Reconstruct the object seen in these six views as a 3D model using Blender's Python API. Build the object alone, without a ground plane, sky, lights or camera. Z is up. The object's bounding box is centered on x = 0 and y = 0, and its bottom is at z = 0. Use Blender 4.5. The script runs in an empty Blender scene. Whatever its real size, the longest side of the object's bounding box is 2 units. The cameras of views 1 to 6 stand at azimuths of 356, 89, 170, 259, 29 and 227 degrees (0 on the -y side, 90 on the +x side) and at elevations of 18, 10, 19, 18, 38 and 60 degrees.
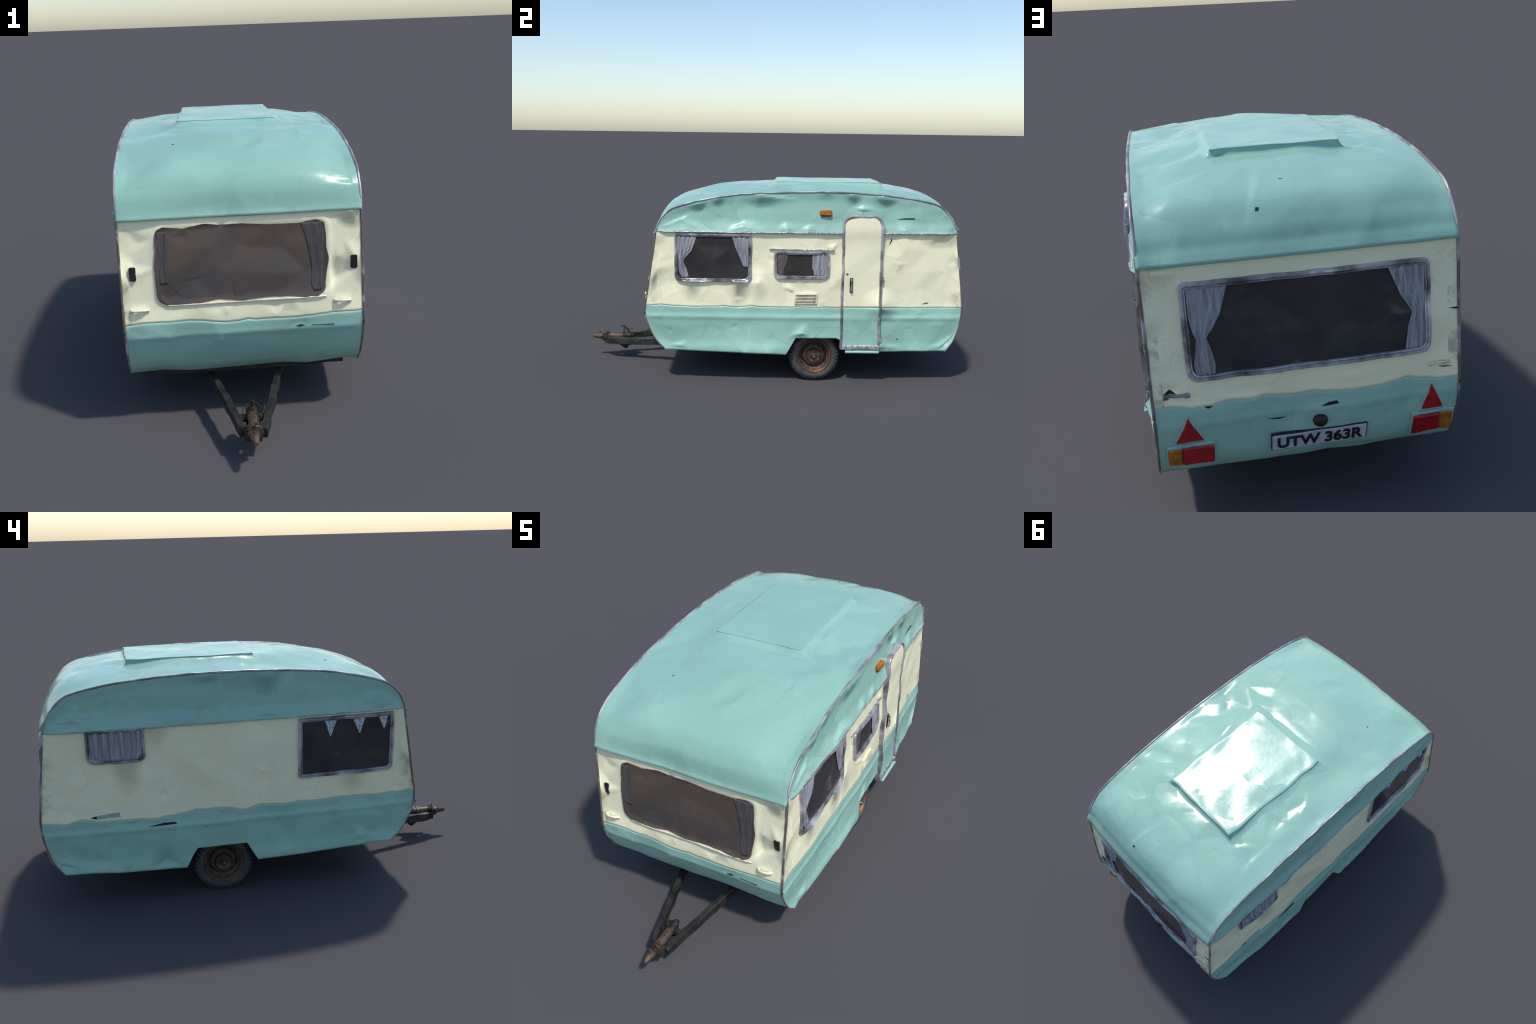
"""A small vintage two-tone touring caravan, dented and weathered, built part by part."""
import bpy, bmesh, math, random
from math import sin, cos, pi, exp, sqrt, floor
from mathutils import Vector, Matrix, noise

random.seed(7)
CX, HX = -0.0085, 0.4275          # body centre line and half width
Z_BELT, Z_RAIL = 0.404, 0.784     # colour line and drip rail on the sides

# ------------------------------------------------------------------ helpers
def lerp(a, b, t): return a + (b - a) * t
def clamp(v, a=0.0, b=1.0): return max(a, min(b, v))
def smooth(a, b, v):
    t = clamp((v - a) / (b - a)); return t * t * (3 - 2 * t)
def interp(x, pts):
    if x <= pts[0][0]: return pts[0][1]
    for (x0, y0), (x1, y1) in zip(pts, pts[1:]):
        if x <= x1: return lerp(y0, y1, (x - x0) / (x1 - x0)) if x1 > x0 else y1
    return pts[-1][1]
def srgb(r, g, b):
    f = lambda c: c / 12.92 if c <= 0.04045 else ((c + 0.055) / 1.055) ** 2.4
    return (f(r / 255), f(g / 255), f(b / 255), 1.0)

# ------------------------------------------------------------------ materials
class Nodes:
    def __init__(self, name):
        self.mat = bpy.data.materials.new(name); self.mat.use_nodes = True
        self.t = self.mat.node_tree; self.b = self.t.nodes['Principled BSDF']
        self.co = self.n('ShaderNodeTexCoord').outputs['Object']
    def n(self, kind, **kw):
        nd = self.t.nodes.new(kind)
        for k, v in kw.items(): setattr(nd, k, v)
        return nd
    def put(self, sock, v):
        if isinstance(v, bpy.types.NodeSocket): self.t.links.new(v, sock)
        elif v is not None: sock.default_value = v
    def math(self, op, a, b=None, c=None):
        m = self.n('ShaderNodeMath', operation=op)
        for i, v in enumerate((a, b, c)): self.put(m.inputs[i], v)
        return m.outputs[0]
    def vmath(self, op, a, b=None, s=None):
        m = self.n('ShaderNodeVectorMath', operation=op)
        self.put(m.inputs[0], a); self.put(m.inputs[1], b)
        if s is not None: self.put(m.inputs['Scale'], s)
        return m.outputs['Value' if op in ('DOT_PRODUCT', 'LENGTH') else 'Vector']
    def mix(self, f, a, b, blend='MIX'):
        m = self.n('ShaderNodeMix', data_type='RGBA', blend_type=blend)
        self.put(m.inputs[0], f); self.put(m.inputs[6], a); self.put(m.inputs[7], b)
        return m.outputs[2]
    def noise(self, scale, detail=3.0, rough=0.55, vec=None, off=0.0):
        m = self.n('ShaderNodeTexNoise')
        v = vec or self.co
        if off: v = self.vmath('ADD', v, (off, off * 1.7, -off))
        self.put(m.inputs['Vector'], v)
        m.inputs['Scale'].default_value = scale; m.inputs['Detail'].default_value = detail
        m.inputs['Roughness'].default_value = rough
        return m.outputs['Fac'], m.outputs['Color']
    def ramp(self, v, lo, hi, a=0.0, b=1.0):
        m = self.n('ShaderNodeMapRange', interpolation_type='SMOOTHSTEP')
        self.put(m.inputs[0], v)
        for i, x in enumerate((lo, hi, a, b)): self.put(m.inputs[i + 1], x)
        return m.outputs[0]
    def axis(self, i):
        return self.t and self._sep().outputs[i]
    def _sep(self):
        if not hasattr(self, 's'):
            self.s = self.n('ShaderNodeSeparateXYZ'); self.put(self.s.inputs[0], self.co)
        return self.s
    def bump(self, h, strength=1.0, dist=1.0, normal=None):
        m = self.n('ShaderNodeBump'); m.inputs['Strength'].default_value = strength
        m.inputs['Distance'].default_value = dist
        self.put(m.inputs['Height'], h); self.put(m.inputs['Normal'], normal)
        return m.outputs[0]
    def done(self, col, rough=0.5, metal=0.0, normal=None, spec=0.5):
        self.put(self.b.inputs['Base Color'], col); self.put(self.b.inputs['Roughness'], rough)
        self.put(self.b.inputs['Metallic'], metal); self.put(self.b.inputs['Normal'], normal)
        self.b.inputs['Specular IOR Level'].default_value = spec
        return self.mat

def crumple(N, cell=11.0, tilt=0.10, cover=(0.42, 0.58), off=0.0):
    """Flat facets with random tilts, like beaten sheet metal; returns height and crease mask."""
    _, wc = N.noise(5.0, 2.0, 0.5, off=off + 3.1)
    w = N.vmath('ADD', N.co, N.vmath('SCALE', N.vmath('SUBTRACT', wc, (0.5, 0.5, 0.5)), s=0.07))
    v = N.n('ShaderNodeTexVoronoi', feature='F1'); N.put(v.inputs['Vector'], w)
    v.inputs['Scale'].default_value = cell
    rel = N.vmath('SUBTRACT', w, v.outputs['Position'])
    tl = N.vmath('SUBTRACT', v.outputs['Color'], (0.5, 0.5, 0.5))
    h = N.math('MULTIPLY', N.vmath('DOT_PRODUCT', rel, tl), tilt)
    m, _ = N.noise(2.6, 1.0, 0.5, off=off)
    mask = N.ramp(m, *cover)
    e = N.n('ShaderNodeTexVoronoi', feature='DISTANCE_TO_EDGE'); N.put(e.inputs['Vector'], w)
    e.inputs['Scale'].default_value = cell
    line = N.ramp(e.outputs['Distance'], 0.006, 0.022, 1.0, 0.0)
    m2, _ = N.noise(7.0, 1.0, 0.5, off=off + 9.0)
    line = N.math('MULTIPLY', line, N.ramp(m2, 0.56, 0.66))
    return N.math('MULTIPLY', h, mask), line

def buckles(N, h, spots):
    """Add soft buckles to a height: each a cone squeezed out at a fixed line (frame, rail, trim)."""
    for (x, y, z, ry, rz, k) in spots:
        v = N.vmath('MULTIPLY', N.vmath('SUBTRACT', N.co, (x, y, z)), (1 / 0.07, 0.85 / ry, 0.85 / rz))
        q = N.math('MAXIMUM', N.math('SUBTRACT', 1.0, N.vmath('LENGTH', v)), 0.0)
        h = N.math('MULTIPLY_ADD', N.math('POWER', q, 1.7), 1.05 * k * rz, h)
    return h
# centre, half length, half height, steepness of the buckles in the cream and in the blue sheets
CREAM_BUCKLES = [(0.44, -0.405, 0.530, 0.06, 0.095, 0.36), (0.44, -0.165, 0.530, 0.07, 0.115, 0.40), (0.44, -0.06, 0.520, 0.06, 0.09, 0.22),
                 (0.44, 0.86, 0.786, 0.11, 0.075, 0.42), (0.44, 0.72, 0.786, 0.03, 0.04, 0.35), (0.44, 0.565, 0.41, 0.09, 0.09, 0.40),
                 (0.44, -0.60, 0.56, 0.03, 0.09, 0.3), (0.43, 0.965, 0.66, 0.035, 0.05, 0.4),
                 (-0.45, 0.625, 0.645, 0.065, 0.13, 0.42), (-0.45, 0.50, 0.785, 0.06, 0.10, 0.32), (-0.45, -0.34, 0.512, 0.07, 0.09, 0.40),
                 (-0.44, -0.60, 0.56, 0.05, 0.09, 0.36), (0.385, -0.585, 0.765, 0.07, 0.06, 0.42), (0.385, 0.965, 0.795, 0.06, 0.05, 0.4)]
BLUE_BUCKLES = [(0.43, -0.05, 0.979, 0.10, 0.065, 0.36), (0.43, 0.41, 0.986, 0.05, 0.06, 0.36), (0.43, 0.57, 0.974, 0.075, 0.06, 0.38),
                (0.43, -0.37, 0.934, 0.05, 0.05, 0.36), (0.43, -0.265, 0.955, 0.04, 0.045, 0.36), (0.43, 0.28, 0.986, 0.06, 0.04, 0.25),
                (0.44, 0.575, 0.395, 0.09, 0.06, 0.38), (0.44, 0.60, 0.19, 0.07, 0.06, -0.30), (0.45, -0.12, 0.160, 0.17, 0.13, 0.22), (0.45, 0.0, 0.155, 0.09, 0.08, 0.25),
                (0.44, 0.17, 0.236, 0.06, 0.07, 0.26), (0.44, -0.12, 0.790, 0.10, 0.055, 0.30), (0.44, 0.085, 0.790, 0.05, 0.045, 0.30), (0.44, 0.19, 0.790, 0.04, 0.035, 0.3),
                (0.44, -0.44, 0.795, 0.10, 0.055, 0.25), (0.44, 0.46, 0.885, 0.07, 0.045, 0.30), (0.44, 0.68, 0.80, 0.08, 0.05, 0.22), (0.43, 0.93, 0.18, 0.06, 0.07, 0.25),
                (-0.44, 0.03, 0.980, 0.07, 0.09, 0.34), (-0.44, 0.29, 0.986, 0.09, 0.04, 0.3), (-0.44, 0.50, 0.16, 0.06, 0.09, -0.25), (-0.45, 0.80, 0.17, 0.12, 0.06, 0.25),
                (-0.44, 0.76, 0.80, 0.11, 0.06, 0.25), (-0.44, 0.42, 0.79, 0.16, 0.05, 0.28), (-0.44, -0.46, 0.81, 0.09, 0.06, 0.28), (-0.44, -0.47, 0.17, 0.08, 0.06, 0.25)]

def paint(name, base, dark, rough, tilt, grime=0.0, cover=(0.42, 0.58), off=0.0, crease=0.20, spots=()):
    N = Nodes(name)
    h, line = crumple(N, 10.5, tilt, cover, off)
    h = buckles(N, h, spots)
    f, _ = N.noise(3.2, 4.0, 0.6, off=off + 1.0)
    col = N.mix(N.ramp(f, 0.3, 0.72), base, dark)
    col = N.mix(N.math('MULTIPLY', line, crease), col, tuple(c * 0.62 for c in base[:3]) + (1,))
    sp, _ = N.noise(60.0, 2.0, 0.6, off=off + 4.0)
    col = N.mix(N.ramp(sp, 0.735, 0.77, 0.0, 0.30), col, tuple(c * 0.55 for c in base[:3]) + (1,))
    if grime:
        y = N.axis(1)
        g, _ = N.noise(16.0, 4.0, 0.65, off=off + 6.0)
        end = N.math('MAXIMUM', N.ramp(y, 0.90, 0.985), N.ramp(y, -0.555, -0.625))
        x = N.math('ABSOLUTE', N.math('ADD', N.axis(0), -CX))
        side = N.math('GREATER_THAN', x, HX - 0.03)
        end = N.math('MULTIPLY', end, side)
        col = N.mix(N.math('MULTIPLY', N.math('MULTIPLY', end, N.ramp(g, 0.45, 0.65)), grime), col, srgb(104, 94, 80))
    rn, _ = N.noise(9.0, 3.0, 0.6, off=off + 2.0)
    r = N.ramp(rn, 0.25, 0.75, rough - 0.05, rough + 0.07)
    fine, _ = N.noise(45.0, 3.0, 0.5, off=off)
    nrm = N.bump(N.math('MULTIPLY_ADD', fine, 0.0002, h))
    return N.done(col, r, 0.0, nrm)

def flat_mat(name, a, b, rough=0.5, metal=0.0, scale=30.0, bump=0.0006, spec=0.5, lo=0.35, hi=0.65):
    N = Nodes(name)
    f, _ = N.noise(scale, 4.0, 0.62)
    col = N.mix(N.ramp(f, lo, hi), a, b)
    fine, _ = N.noise(scale * 2.5, 3.0, 0.6, off=2.0)
    return N.done(col, rough, metal, N.bump(N.math('MULTIPLY', fine, bump)), spec)

def rusty(name, steel, rust, dark, rough=0.6, metal=0.3, scale=22.0):
    N = Nodes(name)
    f, _ = N.noise(scale, 5.0, 0.68)
    g, _ = N.noise(scale * 2.1, 4.0, 0.6, off=5.0)
    col = N.mix(N.ramp(f, 0.42, 0.6), steel, rust)
    col = N.mix(N.ramp(g, 0.55, 0.7), col, dark)
    return N.done(col, rough, metal, N.bump(N.math('MULTIPLY', g, 0.002)))

BLUE, BLUE_D = srgb(149, 191, 176), srgb(143, 185, 170)
CREAM, CREAM_D = srgb(249, 245, 208), srgb(244, 239, 201)
M_ROOF = paint('roof_paint', BLUE, BLUE_D, 0.20, 0.07, cover=(0.46, 0.56), crease=0.14)
M_BLUE = paint('blue_panel_paint', tuple(c * 1.09 for c in BLUE[:3]) + (1,), BLUE, 0.36, 0.15, off=11.0, spots=BLUE_BUCKLES)
M_CREAM = paint('cream_panel_paint', CREAM, CREAM_D, 0.42, 0.10, grime=0.5, off=23.0, spots=CREAM_BUCKLES)

def make_trim():
    N = Nodes('weathered_trim')
    f, _ = N.noise(9.0, 3.0, 0.6)
    g, _ = N.noise(12.0, 3.0, 0.6, off=4.0)
    col = N.mix(N.ramp(f, 0.35, 0.65), srgb(190, 187, 192), srgb(124, 120, 124))
    low = N.math('MULTIPLY', N.ramp(N.axis(2), 0.86, 0.76), N.ramp(g, 0.35, 0.55))
    col = N.mix(low, col, srgb(116, 102, 92))
    return N.done(col, N.ramp(g, 0.3, 0.7, 0.25, 0.5), 0.25, N.bump(N.math('MULTIPLY', f, 0.004)))
M_TRIM = make_trim()
M_FRAME = flat_mat('window_metal', srgb(196, 193, 198), srgb(100, 96, 100), 0.22, 0.30, 8.0, 0.005, 0.6, 0.33, 0.67)
M_CHROME = flat_mat('bright_metal', srgb(205, 203, 208), srgb(150, 148, 156), 0.22, 0.6, 40.0, 0.003)
M_BLUERAIL = flat_mat('blue_rail_paint', srgb(158, 196, 186), srgb(140, 168, 166), 0.3, 0.0, 30.0, 0.003)
M_CREAMRAIL = flat_mat('cream_rail_paint', srgb(244, 238, 208), srgb(222, 208, 180), 0.4, 0.0, 25.0, 0.003)

def glass(name, a, b, rough=0.16):
    N = Nodes(name)
    f, _ = N.noise(6.0, 2.0, 0.5)
    g, _ = N.noise(30.0, 3.0, 0.6)
    col = N.mix(N.ramp(f, 0.35, 0.65), a, b)
    return N.done(col, N.ramp(g, 0.3, 0.7, rough, rough + 0.1), 0.0, N.bump(N.math('MULTIPLY', f, 0.004)), 0.4)
M_GLASS = glass('dark_window_glass', srgb(52, 50, 50), srgb(62, 60, 60))
M_GLASS_F = glass('brown_window_glass', srgb(93, 79, 70), srgb(82, 74, 70), 0.24)
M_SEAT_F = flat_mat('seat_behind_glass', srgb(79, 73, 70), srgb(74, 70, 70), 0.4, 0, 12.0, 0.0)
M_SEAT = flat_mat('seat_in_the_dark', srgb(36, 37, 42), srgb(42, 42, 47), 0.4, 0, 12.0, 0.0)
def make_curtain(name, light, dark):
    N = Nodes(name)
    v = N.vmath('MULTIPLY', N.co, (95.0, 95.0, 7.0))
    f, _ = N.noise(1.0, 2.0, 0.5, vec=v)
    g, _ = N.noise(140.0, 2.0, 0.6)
    col = N.mix(N.ramp(f, 0.36, 0.62), dark, light)  # dark streaks paint the shade of the pleats into the cloth colour
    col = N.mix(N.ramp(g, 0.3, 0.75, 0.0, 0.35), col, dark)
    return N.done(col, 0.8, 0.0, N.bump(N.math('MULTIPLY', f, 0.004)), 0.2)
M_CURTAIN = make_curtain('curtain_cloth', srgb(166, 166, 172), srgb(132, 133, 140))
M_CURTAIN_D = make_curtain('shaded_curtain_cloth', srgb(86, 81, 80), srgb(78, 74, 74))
M_CURTAIN_B = flat_mat('brown_curtain_cloth', srgb(98, 90, 84), srgb(82, 76, 72), 0.7, 0, 40.0, 0.001)
M_FLAG = flat_mat('bunting_cloth', srgb(188, 200, 204), srgb(96, 140, 146), 0.8, 0, 90.0, 0.001, lo=0.52, hi=0.62)
M_BLACK = flat_mat('scan_flaw_black', srgb(22, 19, 18), srgb(34, 29, 27), 0.8, 0, 30.0, 0.001)  # flat black for the holes of the scan
M_BROWN = flat_mat('dark_brown_lens', srgb(34, 27, 22), srgb(52, 40, 30), 0.5, 0, 60.0, 0.001)
M_UNDER = flat_mat('underside_black', srgb(34, 32, 32), srgb(46, 42, 40), 0.85, 0, 20.0, 0.002)
M_RED = flat_mat('red_lens', srgb(172, 16, 24), srgb(142, 12, 20), 0.3, 0, 40.0, 0.002)
M_AMBER = flat_mat('amber_lens', srgb(182, 112, 24), srgb(150, 84, 20), 0.3, 0, 40.0, 0.002)
M_PLATE = flat_mat('plate_white', srgb(196, 196, 204), srgb(176, 176, 186), 0.4, 0, 40.0, 0.001)
M_INK = flat_mat('plate_black', srgb(18, 18, 20), srgb(26, 26, 28), 0.5, 0, 40.0, 0.0)
M_TYRE = flat_mat('worn_rubber', srgb(64, 65, 69), srgb(82, 79, 74), 0.7, 0, 26.0, 0.003, 0.3)
M_RIM = rusty('rusty_rim', srgb(104, 86, 74), srgb(134, 94, 70), srgb(72, 60, 54), 0.5, 0.35, 16.0)
M_BOWL = rusty('rusty_bowl', srgb(84, 70, 61), srgb(112, 82, 62), srgb(60, 51, 47), 0.55, 0.3, 18.0)
M_DISC = rusty('dark_wheel_disc', srgb(58, 52, 49), srgb(82, 63, 50), srgb(46, 42, 41), 0.6, 0.2, 24.0)
M_HUB = rusty('hub_metal', srgb(94, 80, 74), srgb(108, 82, 68), srgb(70, 60, 57), 0.45, 0.45, 40.0)
M_NUT = flat_mat('worn_steel', srgb(128, 112, 108), srgb(98, 82, 78), 0.35, 0.5, 60.0, 0.001)
M_BEAM = rusty('oily_steel_beam', srgb(38, 37, 36), srgb(55, 53, 50), srgb(25, 25, 25), 0.5, 0.2, 14.0)
M_COUPL = rusty('rusty_coupling', srgb(84, 70, 59), srgb(98, 80, 66), srgb(44, 38, 34), 0.55, 0.3, 30.0)
M_COUPL_D = rusty('dark_coupling', srgb(48, 41, 36), srgb(70, 57, 46), srgb(27, 24, 23), 0.6, 0.3, 30.0)

# ------------------------------------------------------------------ object helpers
def link(name, mesh, mat, parent=None, smooth_shade=True, angle=None, kind=None):
    ob = bpy.data.objects.new(name, mesh)
    bpy.context.scene.collection.objects.link(ob)
    if mat and not mesh.materials: mesh.materials.append(mat)
    for p in mesh.polygons: p.use_smooth = smooth_shade
    if smooth_shade and angle is not None:
        mesh.set_sharp_from_angle(angle=math.radians(angle))
    if parent: ob.parent = parent
    if kind: ob['kind'] = kind
    return ob

def mesh_of(name, verts, faces, outward=None, recalc=False):
    m = bpy.data.meshes.new(name)
    m.from_pydata([tuple(v) for v in verts], [], faces)
    if recalc or outward is not None:
        bm = bmesh.new(); bm.from_mesh(m)
        if recalc: bmesh.ops.recalc_face_normals(bm, faces=bm.faces)
        if outward is not None:
            s = 0.0
            for f in bm.faces: s += f.normal.dot(outward(f.calc_center_median())) * f.calc_area()
            if s < 0: bmesh.ops.reverse_faces(bm, faces=bm.faces)
        bm.to_mesh(m); bm.free()
    m.update(); return m

def solid(ob, t=0.006):
    md = ob.modifiers.new('thickness', 'SOLIDIFY'); md.thickness = t; md.offset = -1.0
    return ob

def grid_faces(nu, nv, wrap=False):
    F = []
    for i in range(nu - 1):
        for j in range(nv if wrap else nv - 1):
            k = (j + 1) % nv
            F.append((i * nv + j, i * nv + k, (i + 1) * nv + k, (i + 1) * nv + j))
    return F

def tube(points, radius, sides=8, squash=1.0, wobble=0.0, close=True, seed=0.0):
    P = [Vector(p) for p in points]; V = []
    n = len(P)
    up = Vector((0, 0, 1))
    for i, p in enumerate(P):
        t = (P[min(i + 1, n - 1)] - P[max(i - 1, 0)]).normalized()
        a = t.cross(up)
        if a.length < 1e-3: a = t.cross(Vector((1, 0, 0)))
        a.normalize(); b = a.cross(t).normalized()
        r = radius[i] if isinstance(radius, (list, tuple)) else radius
        for j in range(sides):
            th = 2 * pi * (j + 0.5) / sides
            w = 1 + wobble * noise.noise(p * 22 + Vector((seed, j * 0.9, 0)))
            V.append(p + (a * cos(th) + b * sin(th) * squash) * r * w)
    F = grid_faces(n, sides, True)
    if close:
        F.append(tuple(range(sides))); F.append(tuple(range((n - 1) * sides, n * sides)))
    return V, F

def join(parts):
    V, F = [], []
    for v, f in parts:
        o = len(V); V += list(v); F += [tuple(i + o for i in q) for q in f]
    return V, F

def box(x0, x1, y0, y1, z0, z1):
    V = [(x, y, z) for x in (x0, x1) for y in (y0, y1) for z in (z0, z1)]
    return V, [(0, 1, 3, 2), (4, 6, 7, 5), (0, 4, 5, 1), (2, 3, 7, 6), (0, 2, 6, 4), (1, 5, 7, 3)]

def bevel(ob, w=0.003, seg=2):
    md = ob.modifiers.new('soft_edges', 'BEVEL'); md.width = w; md.segments = seg; md.limit_method = 'ANGLE'
    return ob

# ------------------------------------------------------------------ body surface
# Side outline of the body (y, z), from the front bottom edge over the roof to the rear bottom edge.
OUTLINE = [(-0.531, 0.168), (-0.575, 0.212), (-0.609, 0.272), (-0.634, 0.345), (-0.635, 0.400), (-0.627, 0.450),
           (-0.612, 0.545), (-0.598, 0.635), (-0.585, 0.720), (-0.577, 0.770), (-0.567, 0.812), (-0.545, 0.852),
           (-0.500, 0.893), (-0.425, 0.922), (-0.325, 0.945), (-0.205, 0.966), (-0.020, 0.981), (0.180, 0.987),
           (0.380, 0.986), (0.585, 0.973), (0.735, 0.953), (0.845, 0.925), (0.905, 0.872), (0.930, 0.830), (0.943, 0.797),
           (0.956, 0.690), (0.974, 0.560), (0.984, 0.470), (0.990, 0.405), (0.989, 0.355), (0.977, 0.295),
           (0.953, 0.222), (0.912, 0.168)]

def catmull(P, n=10):
    out = []
    for i in range(len(P) - 1):
        p0, p1, p2, p3 = P[max(i - 1, 0)], P[i], P[i + 1], P[min(i + 2, len(P) - 1)]
        for k in range(n):
            t = k / n
            out.append(tuple(0.5 * (2 * b + (c - a) * t + (2 * a - 5 * b + 4 * c - d) * t * t + (3 * b - a - 3 * c + d) * t ** 3)
                             for a, b, c, d in zip(p0, p1, p2, p3)))
    out.append(P[-1]); return out
PROF = catmull(OUTLINE)
S = [0.0]
for a, b in zip(PROF, PROF[1:]): S.append(S[-1] + math.hypot(b[0] - a[0], b[1] - a[1]))
TOP = max(range(len(PROF)), key=lambda i: PROF[i][1])

def prof(s):
    s = clamp(s, 0, S[-1] - 1e-6)
    lo, hi = 0, len(S) - 1
    while hi - lo > 1:
        m = (lo + hi) // 2
        if S[m] <= s: lo = m
        else: hi = m
    t = (s - S[lo]) / (S[hi] - S[lo])
    return (lerp(PROF[lo][0], PROF[hi][0], t), lerp(PROF[lo][1], PROF[hi][1], t))
def prof_n(s):
    a, b = prof(s - 0.006), prof(s + 0.006)
    ty, tz = b[0] - a[0], b[1] - a[1]; l = math.hypot(ty, tz)
    return (-tz / l, ty / l)
FRONT_T = [(PROF[i][1], S[i]) for i in range(TOP + 1)]
REAR_T = sorted((PROF[i][1], S[i]) for i in range(TOP, len(PROF)))
def s_front(z): return interp(z, FRONT_T)
def s_rear(z): return interp(z, REAR_T)
def y_front(z): return prof(s_front(z))[0]
def y_rear(z): return prof(s_rear(z))[0]
YTOP = sorted((PROF[i][0], PROF[i][1]) for i in range(len(PROF)) if PROF[i][1] > 0.38)
def z_top(y): return interp(y, YTOP)

def rnd(i, j, k):
    return noise.cell(Vector((i * 1.37 + 0.51, j * 1.91 + 0.33, k * 2.7 + 0.77))) * 2 - 1
def facets(u, v, cell, seed):
    """Piecewise planar beaten-metal relief on a warped triangle lattice, about -1..1."""
    w = Vector((u * 4.0, v * 4.0, seed * 1.3))
    u += 0.05 * noise.noise(w); v += 0.05 * noise.noise(w + Vector((7, 3, 1)))
    x, y = u / cell, v / cell
    i, j = floor(x), floor(y); fx, fy = x - i, y - j
    h00, h10, h01, h11 = (rnd(i, j, seed), rnd(i + 1, j, seed), rnd(i, j + 1, seed), rnd(i + 1, j + 1, seed))
    if rnd(i, j, seed + 50) > 0:
        if fx + fy < 1: return h00 + (h10 - h00) * fx + (h01 - h00) * fy
        return h11 + (h01 - h11) * (1 - fx) + (h10 - h11) * (1 - fy)
    if fx > fy: return h00 + (h10 - h00) * fx + (h11 - h10) * fy
    return h00 + (h11 - h01) * fx + (h01 - h00) * fy

# Creased dents: three corners, the deepest point inside them, and its height (negative is inward).
DENTS_R = [((-0.46, 0.534), (-0.26, 0.534), (-0.35, 0.415), (-0.41, 0.533), 0.009), ((-0.19, 0.534), (-0.02, 0.534), (-0.175, 0.40), (-0.172, 0.533), 0.010),
           ((-0.10, 0.985), (0.18, 0.945), (-0.07, 0.900), (-0.055, 0.972), 0.015), ((0.36, 0.988), (0.47, 0.985), (0.43, 0.92), (0.405, 0.975), 0.013),
           ((0.49, 0.978), (0.66, 0.955), (0.58, 0.91), (0.57, 0.965), 0.014), ((-0.43, 0.915), (-0.31, 0.94), (-0.36, 0.87), (-0.36, 0.925), 0.011),
           ((-0.31, 0.945), (-0.22, 0.962), (-0.27, 0.92), (-0.26, 0.948), 0.011), ((0.70, 0.786), (0.94, 0.786), (0.80, 0.715), (0.86, 0.7855), 0.009),
           ((0.560, 0.52), (0.560, 0.33), (0.72, 0.37), (0.561, 0.400), 0.012), ((0.560, 0.26), (0.560, 0.16), (0.70, 0.185), (0.561, 0.20), 0.020),
           ((-0.30, 0.325), (0.06, 0.30), (-0.10, 0.02), (-0.13, 0.165), 0.005), ((0.08, 0.24), (0.22, 0.24), (0.19, 0.32), (0.17, 0.265), 0.012),
           ((-0.56, 0.80), (-0.40, 0.875), (-0.36, 0.80), (-0.45, 0.845), 0.013), ((-0.22, 0.79), (-0.05, 0.79), (-0.12, 0.85), (-0.14, 0.815), 0.010),
           ((0.03, 0.79), (0.13, 0.79), (0.07, 0.85), (0.085, 0.81), 0.010), ((0.15, 0.79), (0.25, 0.79), (0.21, 0.83), (0.19, 0.81), 0.009),
           ((0.87, 0.17), (0.97, 0.27), (0.80, 0.18), (0.90, 0.20), 0.010), ((0.05, 0.51), (0.10, 0.53), (0.135, 0.47), (0.11, 0.49), 0.012),
           ((0.27, 0.72), (0.35, 0.74), (0.32, 0.68), (0.315, 0.705), 0.012), ((-0.55, 0.70), (-0.62, 0.50), (-0.50, 0.58), (-0.56, 0.60), 0.007),
           ((0.40, 0.90), (0.54, 0.90), (0.47, 0.93), (0.46, 0.905), 0.012), ((0.93, 0.70), (0.975, 0.60), (0.90, 0.62), (0.955, 0.65), -0.010),
           ((-0.53, 0.19), (-0.40, 0.17), (-0.42, 0.22), (-0.46, 0.19), 0.010)]
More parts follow.
